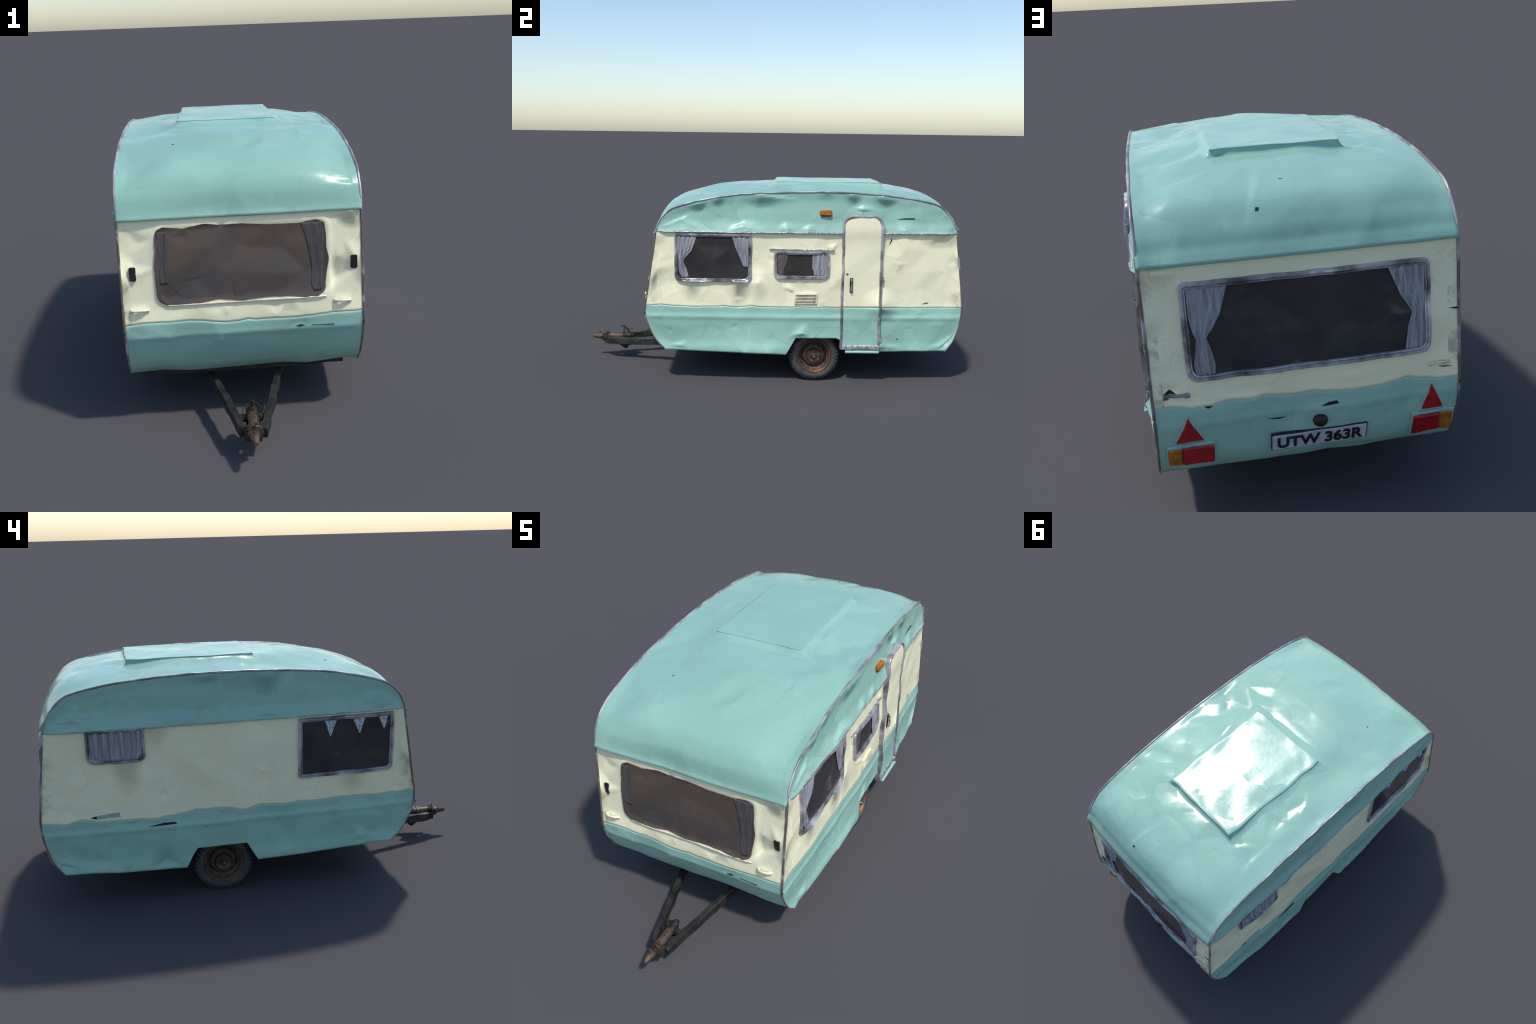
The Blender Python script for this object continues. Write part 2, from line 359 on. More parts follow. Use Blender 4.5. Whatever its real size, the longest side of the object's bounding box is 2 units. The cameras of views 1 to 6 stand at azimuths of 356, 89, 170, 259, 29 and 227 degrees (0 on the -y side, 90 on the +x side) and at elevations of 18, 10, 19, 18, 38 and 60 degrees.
DENTS_L = [((0.74, 0.648), (0.57, 0.648), (0.58, 0.52), (0.615, 0.647), 0.006), ((0.44, 0.785), (0.55, 0.785), (0.49, 0.68), (0.51, 0.7845), 0.007),
           ((-0.43, 0.514), (-0.25, 0.514), (-0.31, 0.41), (-0.34, 0.513), 0.006), ((-0.585, 0.62), (-0.625, 0.46), (-0.53, 0.54), (-0.59, 0.55), -0.010),
           ((0.57, 0.16), (0.41, 0.16), (0.48, 0.26), (0.49, 0.19), -0.014), ((-0.04, 0.985), (0.10, 0.975), (0.04, 0.89), (0.03, 0.980), 0.018),
           ((0.36, 0.985), (0.18, 0.988), (0.30, 0.94), (0.28, 0.985), 0.014), ((-0.54, 0.80), (-0.40, 0.88), (-0.36, 0.81), (-0.44, 0.84), 0.012),
           ((0.90, 0.82), (0.72, 0.80), (0.80, 0.90), (0.83, 0.83), 0.012), ((0.55, 0.79), (0.25, 0.79), (0.45, 0.86), (0.45, 0.81), 0.010),
           ((0.12, 0.79), (-0.05, 0.79), (0.02, 0.84), (0.04, 0.81), 0.010), ((-0.33, 0.30), (-0.46, 0.20), (-0.30, 0.18), (-0.38, 0.21), 0.010),
           ((0.90, 0.30), (0.97, 0.24), (0.80, 0.17), (0.90, 0.21), 0.010), ((0.95, 0.52), (0.985, 0.42), (0.90, 0.45), (0.96, 0.46), -0.008),
           ((0.70, 0.38), (0.55, 0.40), (0.62, 0.34), (0.62, 0.37), -0.007)]
DENTS_F = [((0.30, 0.63), (0.42, 0.57), (0.29, 0.465), (0.318, 0.525), -0.020), ((0.28, 0.762), (0.425, 0.764), (0.40, 0.70), (0.385, 0.763), 0.014),
           ((0.345, 0.67), (0.425, 0.66), (0.385, 0.53), (0.392, 0.60), 0.012), ((-0.43, 0.63), (-0.31, 0.60), (-0.39, 0.52), (-0.385, 0.58), 0.012),
           ((-0.43, 0.47), (-0.32, 0.475), (-0.38, 0.41), (-0.38, 0.45), 0.008), ((0.29, 0.47), (0.40, 0.47), (0.35, 0.41), (0.34, 0.445), 0.005),
           ((0.04, 0.465), (0.16, 0.465), (0.09, 0.405), (0.10, 0.435), -0.005), ((-0.10, 0.46), (-0.04, 0.46), (-0.07, 0.41), (-0.07, 0.43), 0.005),
           ((-0.42, 0.75), (-0.30, 0.70), (-0.40, 0.64), (-0.37, 0.69), -0.007)]
DENTS_B = [((0.42, 0.79), (0.28, 0.78), (0.40, 0.71), (0.385, 0.789), 0.014), ((-0.355, 0.58), (-0.43, 0.56), (-0.385, 0.445), (-0.385, 0.49), -0.013),
           ((0.42, 0.50), (0.33, 0.48), (0.38, 0.42), (0.372, 0.462), -0.012), ((0.0, 0.46), (-0.28, 0.47), (-0.15, 0.41), (-0.14, 0.44), 0.005),
           ((0.28, 0.46), (0.02, 0.46), (0.16, 0.41), (0.15, 0.44), -0.005), ((-0.30, 0.30), (-0.10, 0.32), (-0.2, 0.20), (-0.2, 0.27), 0.004)]
rng = random.Random(19)
for lst, u0, u1 in ((DENTS_R, -0.55, 0.95), (DENTS_L, -0.55, 0.95), (DENTS_F, -0.4, 0.4), (DENTS_B, -0.4, 0.4)):
    for _ in range(26 if u1 > 0.5 else 10):
        u, v, a, r = rng.uniform(u0, u1), rng.uniform(0.2, 0.95 if u1 > 0.5 else 0.75), rng.uniform(0, 6.3), rng.uniform(0.035, 0.075)
        tri = [(u + r * cos(a + i * 2.1 + rng.uniform(-0.4, 0.4)), v + 0.8 * r * sin(a + i * 2.1)) for i in range(3)]
        lst.append((tri[0], tri[1], tri[2], (u + rng.uniform(-0.3, 0.3) * r, v + rng.uniform(-0.3, 0.3) * r), rng.choice((-1, 1)) * rng.uniform(0.002, 0.0055)))
DENTS_T = []
for i in range(20):
    side = rng.choice((-1, 1)); u = side * rng.uniform(0.24, 0.40) if i < 14 else rng.uniform(-0.3, 0.3)
    v, a, r = rng.uniform(-0.45, 0.85), rng.uniform(0, 6.3), rng.uniform(0.08, 0.15)
    tri = [(u + r * cos(a + q * 2.1 + rng.uniform(-0.4, 0.4)), v + 1.2 * r * sin(a + q * 2.1)) for q in range(3)]
    DENTS_T.append((tri[0], tri[1], tri[2], (u + rng.uniform(-0.4, 0.4) * r, v + rng.uniform(-0.4, 0.4) * r), rng.choice((-1, 1)) * rng.uniform(0.003, 0.006)))
def dents(lst, u, v):
    d = 0.0
    for (A, B, C, P, k) in lst:
        if abs(u - P[0]) > 0.3 or abs(v - P[1]) > 0.16: continue
        best = None
        for (p, q) in ((A, B), (B, C), (C, A)):
            # barycentric weight of the deepest point in each of the three facets
            det = (q[1] - P[1]) * (p[0] - P[0]) + (P[0] - q[0]) * (p[1] - P[1])
            if abs(det) < 1e-9: continue
            wp = ((q[1] - P[1]) * (u - P[0]) + (P[0] - q[0]) * (v - P[1])) / det
            wq = ((P[1] - p[1]) * (u - P[0]) + (p[0] - P[0]) * (v - P[1])) / det
            w0 = 1 - wp - wq
            if wp >= 0 and wq >= 0 and w0 >= 0: best = w0
        if best: d += k * best ** 1.35
    return d

ROOF_DIPS = [(0.29, 0.12, 0.09, 0.16, 0.008), (-0.29, -0.02, 0.11, 0.16, 0.015), (-0.02, 0.03, 0.24, 0.045, 0.006), (0.0, -0.28, 0.17, 0.13, -0.012), (0.0, 0.70, 0.2, 0.09, -0.006), (0.37, -0.43, 0.09, 0.11, 0.014), (-0.38, -0.43, 0.08, 0.10, 0.012)]
def crown(s, t):
    y, z = prof(s)
    if y < 0.2: c = 0.004 + 0.027 * smooth(0.775, 0.90, z)
    else: c = 0.005 + 0.006 * smooth(0.36, 0.55, z) + 0.005 * smooth(0.66, 0.80, z) + 0.015 * smooth(0.80, 0.92, z)
    return c * (1 - abs(t) ** 2.4)

def bow(sg, y, z=0.5):
    """The long walls swell outward in plan between the corners, least along the roof edge."""
    c, w, k = (0.32, 0.88, 0.0185) if sg > 0 else (0.24, 0.86, 0.0165)
    w = w if y < c else (0.70 if sg > 0 else 0.78)
    return k * max(0.0, 1 - ((y - c) / w) ** 2) * (1 - 0.35 * smooth(0.86, 0.97, z))

def rr_dist(a, b, a0, a1, b0, b1, r):
    """Signed distance to a rounded rectangle, negative inside."""
    qx, qy = abs(a - (a0 + a1) / 2) - (a1 - a0) / 2 + r, abs(b - (b0 + b1) / 2) - (b1 - b0) / 2 + r
    return math.hypot(max(qx, 0), max(qy, 0)) + min(max(qx, qy), 0) - r
FRONT_OPENING = (-0.303, 0.292, 0.477, 0.738, 0.035)

def wrap(x, s, d=0.0):
    """Point of the front-roof-rear skin at width x and arc length s, d outside it."""
    t = clamp((x - CX) / HX, -1, 1)
    y, z = prof(s); ny, nz = prof_n(s)
    e = smooth(0.0, 0.10, 1 - abs(t)) * 0.8 + 0.2 * smooth(0.0, 0.02, 1 - abs(t))
    roof = smooth(0.775, 0.87, z)
    amp = lerp(0.0026, 0.0022, roof)
    if y > -0.15: amp += 0.0035 * roof * smooth(0.18, 0.28, x) * smooth(-0.12, 0.0, y) * smooth(0.62, 0.5, y) * smooth(0.425, 0.39, x)
    k = facets(x, s, 0.105, 3) * amp + noise.noise(Vector((x * 4, s * 3.2, 1.7))) * lerp(0.0035, 0.0028, roof)
    if z < 0.42: k += 0.0035 * exp(-((z - (0.350 if y < 0.2 else 0.357)) / 0.010) ** 2)
    if roof > 0.9:
        k += dents(DENTS_T, x, y)
        for (a, b, ra, rb, q) in ROOF_DIPS:
            g = ((x - a) / ra) ** 2 + ((y - b) / rb) ** 2
            if g < 4: k -= q * exp(-g * 1.4)
    if y < 0 and 0.44 < z < 0.764:
        q = rr_dist(x, z, *FRONT_OPENING)
        k += 0.0042 * exp(-((q - 0.008) / 0.008) ** 2) - 0.0015 * smooth(0.0, -0.01, q)
    if roof < 0.5:
        k += dents(DENTS_F if y < 0.2 else DENTS_B, x, z)
    o = d + crown(s, t) + k * e
    return Vector((x + t * bow(1 if t > 0 else -1, y, z), y + ny * o, z + nz * o))

def side_relief(sg, y, z):
    k = facets(y, z, 0.10, 11 if sg > 0 else 17) * 0.0024 + noise.noise(Vector((y * 4.5, z * 4.5, 5.0 * sg))) * 0.0035
    dn = dents(DENTS_R if sg > 0 else DENTS_L, y, z)
    edge = min(y - y_front(clamp(z, 0.17, 0.98)), y_rear(clamp(z, 0.17, 0.98)) - y, z_top(y) - z)
    k = k * smooth(-0.002, 0.05, edge) + dn * smooth(-0.001, 0.022, edge)
    if z > Z_RAIL - 1e-4:
        k += (0.014 * exp(-((z - Z_RAIL) / 0.030)) - 0.004 * smooth(0.80, 0.84, z) * smooth(0.985, 0.86, z)) * smooth(0.0, 0.05, edge)
    k += 0.005 * exp(-((z - 0.345) / 0.012) ** 2) - 0.005 * smooth(0.338, 0.235, z) + 0.007 * smooth(0.225, 0.165, z)
    k += 0.008 * smooth(0.42, 0.20, z) * smooth(-0.5, -0.1, y) * smooth(0.95, 0.6, y)
    return k

def right_pt(a, b, d=0.0): return Vector((CX + HX + bow(1, a, b) + side_relief(1, a, b) + d, a, b))
def left_pt(a, b, d=0.0): return Vector((CX - HX - bow(-1, a, b) - side_relief(-1, a, b) - d, a, b))
def front_pt(a, b, d=0.0): return wrap(a, s_front(b), d)
def rear_pt(a, b, d=0.0): return wrap(a, s_rear(b), d)
OUT = {right_pt: Vector((1, 0, 0)), left_pt: Vector((-1, 0, 0)), front_pt: Vector((0, -1, 0)), rear_pt: Vector((0, 1, 0))}

# ------------------------------------------------------------------ root
root = bpy.data.objects.new('touring_caravan', None)
bpy.context.scene.collection.objects.link(root)
root['label'] = 'small vintage two-tone caravan, dented mint and cream panels'
root['category'] = 'caravan'

def wiggle(u, seed, amp=0.004):
    return amp * (facets(u, seed * 3.1, 0.075, seed) + 0.4 * noise.noise(Vector((u * 30, seed, 0))))

# ------------------------------------------------------------------ skins
def skin(name, s0, s1, mat, step=0.009, e0=None, e1=None, lip0=False, lip1=False):
    """Strip of the front-roof-rear skin; e0/e1 wobble its borders, lips flare them outward."""
    ns = max(4, int((s1 - s0) / step)); nx = 96
    V = []
    for i in range(ns + 1):
        for j in range(nx + 1):
            x = CX + HX * (2 * j / nx - 1)
            a = s0 + (e0(x) if e0 else 0); b = s1 + (e1(x) if e1 else 0)
            s = lerp(a, b, i / ns)
            fl = 0.0
            if lip0: fl += 0.014 * exp(-(s - a) / 0.028)
            if lip1: fl += 0.014 * exp(-(b - s) / 0.028)
            V.append(wrap(x, s, fl))
    c = Vector((0, 0.2, 0.55))
    m = mesh_of(name, V, grid_faces(ns + 1, nx + 1), outward=lambda p: p - c)
    return solid(link(name, m, mat, root))

sF0, sF1, sF2 = 0.0, s_front(0.403), s_front(0.766)
sR2, sR1, sR0 = s_rear(0.797), s_rear(0.405), S[-1]
ef = lambda x: wiggle(x, 2); er = lambda x: wiggle(x, 5, 0.006) - 0.006 * sin((x + 0.1) * 6)
front_skirt = skin('front_skirt', sF0, sF1, M_BLUE, e1=ef)
front_wall = skin('front_wall', sF1, sF2 + 0.004, M_CREAM, e0=ef)
roof = skin('roof', sF2, sR2, M_ROOF, lip0=True, lip1=True)
rear_wall = skin('rear_wall', sR2 - 0.004, sR1, M_CREAM, e1=er)
rear_skirt = skin('rear_skirt', sR1, sR0, M_BLUE, e0=er)

ARCH_R = [(-0.531, 0.168), (-0.25, 0.160), (0.088, 0.150), (0.137, 0.236), (0.345, 0.237), (0.372, 0.224), (0.389, 0.182), (0.41, 0.170), (0.912, 0.170)]
ARCH_L = [(-0.531, 0.168), (-0.25, 0.160), (0.092, 0.154), (0.138, 0.234), (0.354, 0.236), (0.376, 0.205), (0.405, 0.150), (0.70, 0.160), (0.912, 0.168)]
Y0, Y1 = -0.6349, 0.9895
LOWF = sorted((PROF[i][0], PROF[i][1]) for i in range(len(PROF)) if PROF[i][1] < 0.38 and PROF[i][0] < 0)
LOWB = sorted((PROF[i][0], PROF[i][1]) for i in range(len(PROF)) if PROF[i][1] < 0.38 and PROF[i][0] > 0)

def side_panels(sg, pt, arch):
    belt = lambda y: Z_BELT + wiggle(y, 8 if sg > 0 else 9, 0.0035 if sg > 0 else 0.006)
    tag = OUT[pt]
    # lower skirt with the wheel opening
    ys = sorted(set([round(lerp(Y0, Y1, i / 190), 5) for i in range(191)] + [a for a, _ in arch]))
    rows = 30; V = []
    for y in ys:
        if y < arch[0][0]: lo = interp(y, LOWF)
        elif y > arch[-1][0]: lo = interp(y, LOWB)
        else: lo = interp(y, arch)
        hi = belt(y)
        for r in range(rows + 1): V.append(pt(y, lerp(lo, hi, r / rows)))
    sk = link('side_skirt', mesh_of('side_skirt', V, grid_faces(len(ys), rows + 1), outward=lambda p: tag), M_BLUE, root)
    solid(sk)
    # cream middle wall
    V = []; cols = 190; rows = 46
    for i in range(cols + 1):
        for r in range(rows + 1):
            f = r / rows
            y = lerp(y_front(lerp(Z_BELT, Z_RAIL, f)), y_rear(lerp(Z_BELT, Z_RAIL, f)), i / cols)
            z = lerp(belt(y), Z_RAIL - 0.0002, f)
            V.append(pt(y, z))
    solid(link('side_wall', mesh_of('side_wall', V, grid_faces(cols + 1, rows + 1), outward=lambda p: tag), M_CREAM, root))
    # blue upper panel, its lower edge flared over the wall
    V = []; rows = 26; ya, yb = y_front(Z_RAIL), y_rear(Z_RAIL)
    for i in range(cols + 1):
        y = lerp(ya, yb, i / cols)
        for r in range(rows + 1):
            z = lerp(Z_RAIL, max(z_top(y), Z_RAIL + 0.001), (r / rows) ** 1.15)
            V.append(pt(y, z))
    solid(link('side_upper_panel', mesh_of('side_upper_panel', V, grid_faces(cols + 1, rows + 1), outward=lambda p: tag), M_BLUE, root))
    # corner trim following the outline
    pts = []; rad = []
    n = 260
    for i in range(n + 1):
        s = S[-1] * i / n; y, z = prof(s); ny, nz = prof_n(s)
        pts.append((CX + sg * (HX + bow(sg, y, z) - 0.0005), y + ny * 0.0005, z + nz * 0.0005))
        rad.append(0.0045 if z > 0.40 else lerp(0.003, 0.0045, smooth(0.2, 0.4, z)))
    v, f = tube(pts, rad, 8, 1.0, 0.4, seed=sg * 3)
    link('corner_trim', mesh_of('corner_trim', v, f, recalc=True), M_TRIM, root)
    # drip rail along the lower edge of the upper panel
    spans = [(ya + 0.004, 0.366), (0.572, yb - 0.004)] if sg > 0 else [(ya + 0.004, yb - 0.004)]
    parts = []
    for a, b in spans:
        k = int((b - a) / 0.012)
        P = [pt(lerp(a, b, i / k), Z_RAIL, -0.002) - Vector((0, 0, 0.001)) for i in range(k + 1)]
        parts.append(tube(P, 0.0038, 8, 0.9, 0.5, seed=4))
    v, f = join(parts)
    link('drip_rail', mesh_of('drip_rail', v, f, recalc=True), M_CHROME if sg > 0 else M_BLUERAIL, root)
    return sk
side_panels(1, right_pt, ARCH_R)
side_panels(-1, left_pt, ARCH_L)

# rails under the roof lips and below the front window
def cross_rail(name, fn, z, x0, x1, r, d, mat, squash=0.8):
    k = int((x1 - x0) / 0.012)
    v, f = tube([fn(lerp(x0, x1, i / k), z, d) for i in range(k + 1)], r, 8, squash, 0.45, seed=z * 9)
    return link(name, mesh_of(name, v, f, recalc=True), mat, root)
cross_rail('drip_rail', front_pt, 0.768, CX - HX + 0.004, CX + HX - 0.004, 0.0045, 0.006, M_BLUERAIL)
cross_rail('drip_rail', rear_pt, 0.799, CX - HX + 0.004, CX + HX - 0.004, 0.0045, 0.006, M_BLUERAIL)
cross_rail('window_sill', front_pt, 0.4645, -0.285, 0.285, 0.0040, 0.0, M_CREAMRAIL, 1.0)

# ------------------------------------------------------------------ pieces laid on the panels
def rr_loop(a0, a1, b0, b1, radii, inset=0.0, seg=5, step=0.014, wob=0.0, seed=0.0):
    """Rounded rectangle outline in panel coordinates; radii at (a0,b0),(a1,b0),(a1,b1),(a0,b1)."""
    a0 += inset; a1 -= inset; b0 += inset; b1 -= inset
    R = [max(0.002, r - inset * 0.6) for r in radii]
    C = [((a0 + R[0], b0 + R[0]), pi, R[0]), ((a1 - R[1], b0 + R[1]), 1.5 * pi, R[1]),
         ((a1 - R[2], b1 - R[2]), 0.0, R[2]), ((a0 + R[3], b1 - R[3]), 0.5 * pi, R[3])]
    P = []
    for (c, st, r) in C:
        for i in range(seg + 1):
            th = st + 0.5 * pi * i / seg
            P.append((c[0] + r * cos(th), c[1] + r * sin(th)))
    return P

def resample(P, n_side):
    out = []
    for i in range(len(P)):
        p, q = P[i], P[(i + 1) % len(P)]
        k = n_side[i]
        for j in range(k): out.append((lerp(p[0], q[0], j / k), lerp(p[1], q[1], j / k)))
    return out

def ring(fn, spec, section, wob=0.0015, seed=0.0):
    """Frame: rounded rectangle lofted through (inset, height) section points."""
    a0, a1, b0, b1, radii = spec
    base = rr_loop(a0, a1, b0, b1, radii)
    div = [max(1, int(math.hypot(base[i][0] - base[(i + 1) % len(base)][0], base[i][1] - base[(i + 1) % len(base)][1]) / 0.012)) for i in range(len(base))]
    V = []
    for (ins, h) in section:
        L = resample(rr_loop(a0, a1, b0, b1, radii, ins), div)
        for k, (a, b) in enumerate(L):
            q = Vector((a * 14, b * 14, seed))
            da, db = noise.noise(q) * wob, noise.noise(q + Vector((5, 9, 2))) * wob
            hh = h * (1 + 0.35 * noise.noise(q * 1.3 + Vector((1, 1, 8))))
            V.append(fn(a + da, b + db, hh))
    n = len(V) // len(section)
    F = grid_faces(len(section), n, True)
    return V, F

def rr_span(spec, b):
    a0, a1, b0, b1, (r0, r1, r2, r3) = spec
    def cut(r, db): return r - sqrt(max(0.0, r * r - (r - db) ** 2)) if db < r else 0.0
    lo = max(cut(r0, b - b0), cut(r3, b1 - b)); hi = max(cut(r1, b - b0), cut(r2, b1 - b))
    return a0 + lo, a1 - hi

def sheet(fn, spec, d, na=None, nb=None, edge_drop=0.0, bow=0.0):
    """Rounded rectangular sheet lying d above the panel, with a turned-down rim."""
    a0, a1, b0, b1, _ = spec
    na = na or max(3, int((a1 - a0) / 0.009)); nb = nb or max(3, int((b1 - b0) / 0.009))
    V = []
    for j in range(nb + 1):
        b = lerp(b0, b1, j / nb); lo, hi = rr_span(spec, b)
        for i in range(na + 1):
            h = d + bow * (1 - (2 * i / na - 1) ** 2) * (1 - (2 * j / nb - 1) ** 2)
            if edge_drop and (i in (0, na) or j in (0, nb)): h -= edge_drop
            V.append(fn(lerp(lo, hi, i / na), b, h))
    return V, grid_faces(nb + 1, na + 1)

def place(name, VF, mat, parent, fn=None, angle=None, thick=None):
    v, f = VF
    m = mesh_of(name, v, f, outward=(lambda p: OUT[fn]) if fn else None, recalc=fn is None)
    ob = link(name, m, mat, parent, angle=angle)
    if thick: solid(ob, thick)
    return ob

def pad(fn, spec, d, top=0.8, rise=0.4):
    """Closed low block with chamfered edges on a panel."""
    base = [( -0.0, -0.003), (0.0, d * 0.75), (d * 0.25, d)]
    V, F = ring(fn, spec, base, 0.0)
    n = len(V) // 3
    F.append(tuple(range(2 * n, 3 * n)))
    return V, F

def cloth(fn, rows, d, pleats, amp, mat, parent, name='curtain', nu=34, nv=26):
    """Pleated hanging: rows of (height, one edge, other edge)."""
    zs = sorted(rows); V = []
    z0, z1 = zs[0][0], zs[-1][0]
    L = [(z, a) for z, a, b in zs]; R = [(z, b) for z, a, b in zs]
    wmax = max(abs(b - a) for _, a, b in zs)
    for j in range(nv + 1):
        z = lerp(z0, z1, j / nv); a, b = interp(z, L), interp(z, R)
        ga = amp * (0.6 + 0.4 * abs(b - a) / wmax)
        for i in range(nu + 1):
            u = i / nu
            h = d + ga * (0.5 + 0.5 * sin(u * pleats * 2 * pi + 1.3 * noise.noise(Vector((u * 3, z * 9, 2)))))
            V.append(fn(lerp(a, b, u), z + (0.0015 * sin(u * 17) if pleats > 1 else 0.0), h))
    return place(name, (V, grid_faces(nv + 1, nu + 1)), mat, parent, fn, thick=0.0012 if pleats > 1 or name != 'seat_back' else None)

FRAME_SEC = [(0.0, -0.003), (0.0, 0.007), (0.003, 0.0125), (0.009, 0.0125), (0.0120, 0.0075), (0.0135, 0.0110), (0.0165, 0.0095), (0.018, 0.003)]
def window(fn, spec, glass_mat, section=FRAME_SEC, frame_mat=M_FRAME, wob=0.0022, seed=0.0, inset=0.014):
    fr = place('window_frame', ring(fn, spec, section, wob, seed), frame_mat, root, fn, angle=40)
    a0, a1, b0, b1, r = spec
    g = (a0 + inset, a1 - inset, b0 + inset, b1 - inset, tuple(max(0.004, q - inset * 0.6) for q in r))
    place('window_pane', sheet(fn, g, 0.0035), glass_mat, fr, fn)
    return fr

# right side ---------------------------------------------------------------
w = window(right_pt, (-0.483, -0.093, 0.527, 0.776, (0.032, 0.032, 0.012, 0.012)), M_GLASS, seed=1)
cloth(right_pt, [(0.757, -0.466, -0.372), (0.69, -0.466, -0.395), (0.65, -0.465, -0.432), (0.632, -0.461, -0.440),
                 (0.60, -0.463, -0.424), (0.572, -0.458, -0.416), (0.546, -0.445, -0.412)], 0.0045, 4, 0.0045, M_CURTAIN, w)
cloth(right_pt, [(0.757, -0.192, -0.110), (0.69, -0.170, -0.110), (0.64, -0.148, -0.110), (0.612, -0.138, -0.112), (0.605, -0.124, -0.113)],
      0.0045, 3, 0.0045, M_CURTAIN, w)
w = window(right_pt, (0.020, 0.304, 0.547, 0.690, (0.026, 0.030, 0.016, 0.016)), M_GLASS, seed=2)
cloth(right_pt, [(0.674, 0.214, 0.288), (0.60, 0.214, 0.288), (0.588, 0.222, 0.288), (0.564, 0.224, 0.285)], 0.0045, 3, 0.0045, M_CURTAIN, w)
cloth(right_pt, [(0.672, 0.037, 0.092), (0.62, 0.037, 0.080), (0.60, 0.038, 0.070), (0.565, 0.044, 0.068)], 0.0042, 2, 0.001, M_CURTAIN_B, w)
k = [right_pt(lerp(-0.004, 0.324, i / 26), 0.6985, 0.006) for i in range(27)]
place('window_rail', tube(k, 0.005, 8, 0.6, 0.4, seed=6), M_CHROME, root, angle=50)

# left side ----------------------------------------------------------------
w = window(left_pt, (-0.528, -0.095, 0.507, 0.771, (0.030, 0.012, 0.006, 0.006)), M_GLASS, seed=3)
for (a, b, tip, tz) in [(-0.268, -0.212, -0.240, 0.682), (-0.395, -0.338, -0.372, 0.686), (-0.500, -0.456, -0.482, 0.698)]:
    cloth(left_pt, [(0.757, a, b), (tz + 0.004, tip - 0.003, tip + 0.003), (tz, tip - 0.001, tip + 0.001)], 0.0045, 1, 0.0012, M_FLAG, w, 'bunting_flag', 12, 14)
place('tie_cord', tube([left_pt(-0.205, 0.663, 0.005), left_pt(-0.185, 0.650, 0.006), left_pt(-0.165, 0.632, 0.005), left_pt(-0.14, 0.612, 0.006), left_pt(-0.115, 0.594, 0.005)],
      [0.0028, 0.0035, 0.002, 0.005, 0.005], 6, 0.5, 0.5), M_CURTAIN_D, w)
w = window(left_pt, (0.549, 0.784, 0.640, 0.784, (0.030, 0.030, 0.006, 0.006)), M_GLASS, seed=4)
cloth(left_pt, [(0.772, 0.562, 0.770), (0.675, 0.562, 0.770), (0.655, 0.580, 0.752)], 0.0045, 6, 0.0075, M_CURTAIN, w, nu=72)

# front --------------------------------------------------------------------
def ragged_sheet(fn, spec, d, amp, seed):
    V, F = [], []
    a0, a1, b0, b1, r = spec; na, nb = 66, 30
    for j in range(nb + 1):
        b = lerp(b0, b1, j / nb); lo, hi = rr_span(spec, b)
        for i in range(na + 1):
            a = lerp(lo, hi, i / na)
            u, v = 2 * i / na - 1, 2 * j / nb - 1
            wa = wiggle(b, seed + (1 if u > 0 else 2), amp) * abs(u) ** 3
            wb = wiggle(a, seed + (3 if v > 0 else 4), amp) * abs(v) ** 3
            V.append(fn(a + wa, b + wb, d))
    return V, grid_faces(nb + 1, na + 1)
w = place('window_pane', ragged_sheet(front_pt, (-0.305, 0.294, 0.475, 0.740, (0.035, 0.035, 0.03, 0.03)), 0.0032, 0.0045, 61), M_GLASS_F, root, front_pt)
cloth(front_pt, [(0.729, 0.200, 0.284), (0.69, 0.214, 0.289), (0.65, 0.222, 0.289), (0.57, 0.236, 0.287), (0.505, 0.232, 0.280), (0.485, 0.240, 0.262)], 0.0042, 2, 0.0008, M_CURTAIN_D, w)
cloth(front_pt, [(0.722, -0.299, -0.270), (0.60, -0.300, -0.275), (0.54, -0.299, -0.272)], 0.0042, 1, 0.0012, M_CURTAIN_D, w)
def seat(fn, rows, mat, parent):
    cloth(fn, rows, 0.0041, 1, 0.0, mat, parent, 'seat_back', 16, 8)
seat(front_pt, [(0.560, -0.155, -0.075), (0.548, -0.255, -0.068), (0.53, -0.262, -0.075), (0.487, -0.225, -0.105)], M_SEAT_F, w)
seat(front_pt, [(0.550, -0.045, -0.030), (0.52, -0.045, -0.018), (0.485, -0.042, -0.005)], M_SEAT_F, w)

# rear ---------------------------------------------------------------------
w = window(rear_pt, (-0.351, 0.322, 0.483, 0.752, (0.030, 0.030, 0.018, 0.018)), M_GLASS, seed=7, wob=0.003)
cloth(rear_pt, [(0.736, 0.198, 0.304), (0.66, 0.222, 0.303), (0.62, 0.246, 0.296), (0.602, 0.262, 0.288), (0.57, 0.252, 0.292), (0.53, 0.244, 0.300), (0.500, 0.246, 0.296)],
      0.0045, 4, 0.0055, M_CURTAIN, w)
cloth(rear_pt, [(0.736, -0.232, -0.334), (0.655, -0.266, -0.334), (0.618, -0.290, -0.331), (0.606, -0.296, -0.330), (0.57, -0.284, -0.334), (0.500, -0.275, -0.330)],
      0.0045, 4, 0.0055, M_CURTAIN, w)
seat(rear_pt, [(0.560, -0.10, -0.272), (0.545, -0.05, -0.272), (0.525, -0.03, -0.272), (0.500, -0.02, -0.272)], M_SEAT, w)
seat(rear_pt, [(0.545, 0.09, 0.20), (0.501, 0.10, 0.20)], M_SEAT, w)
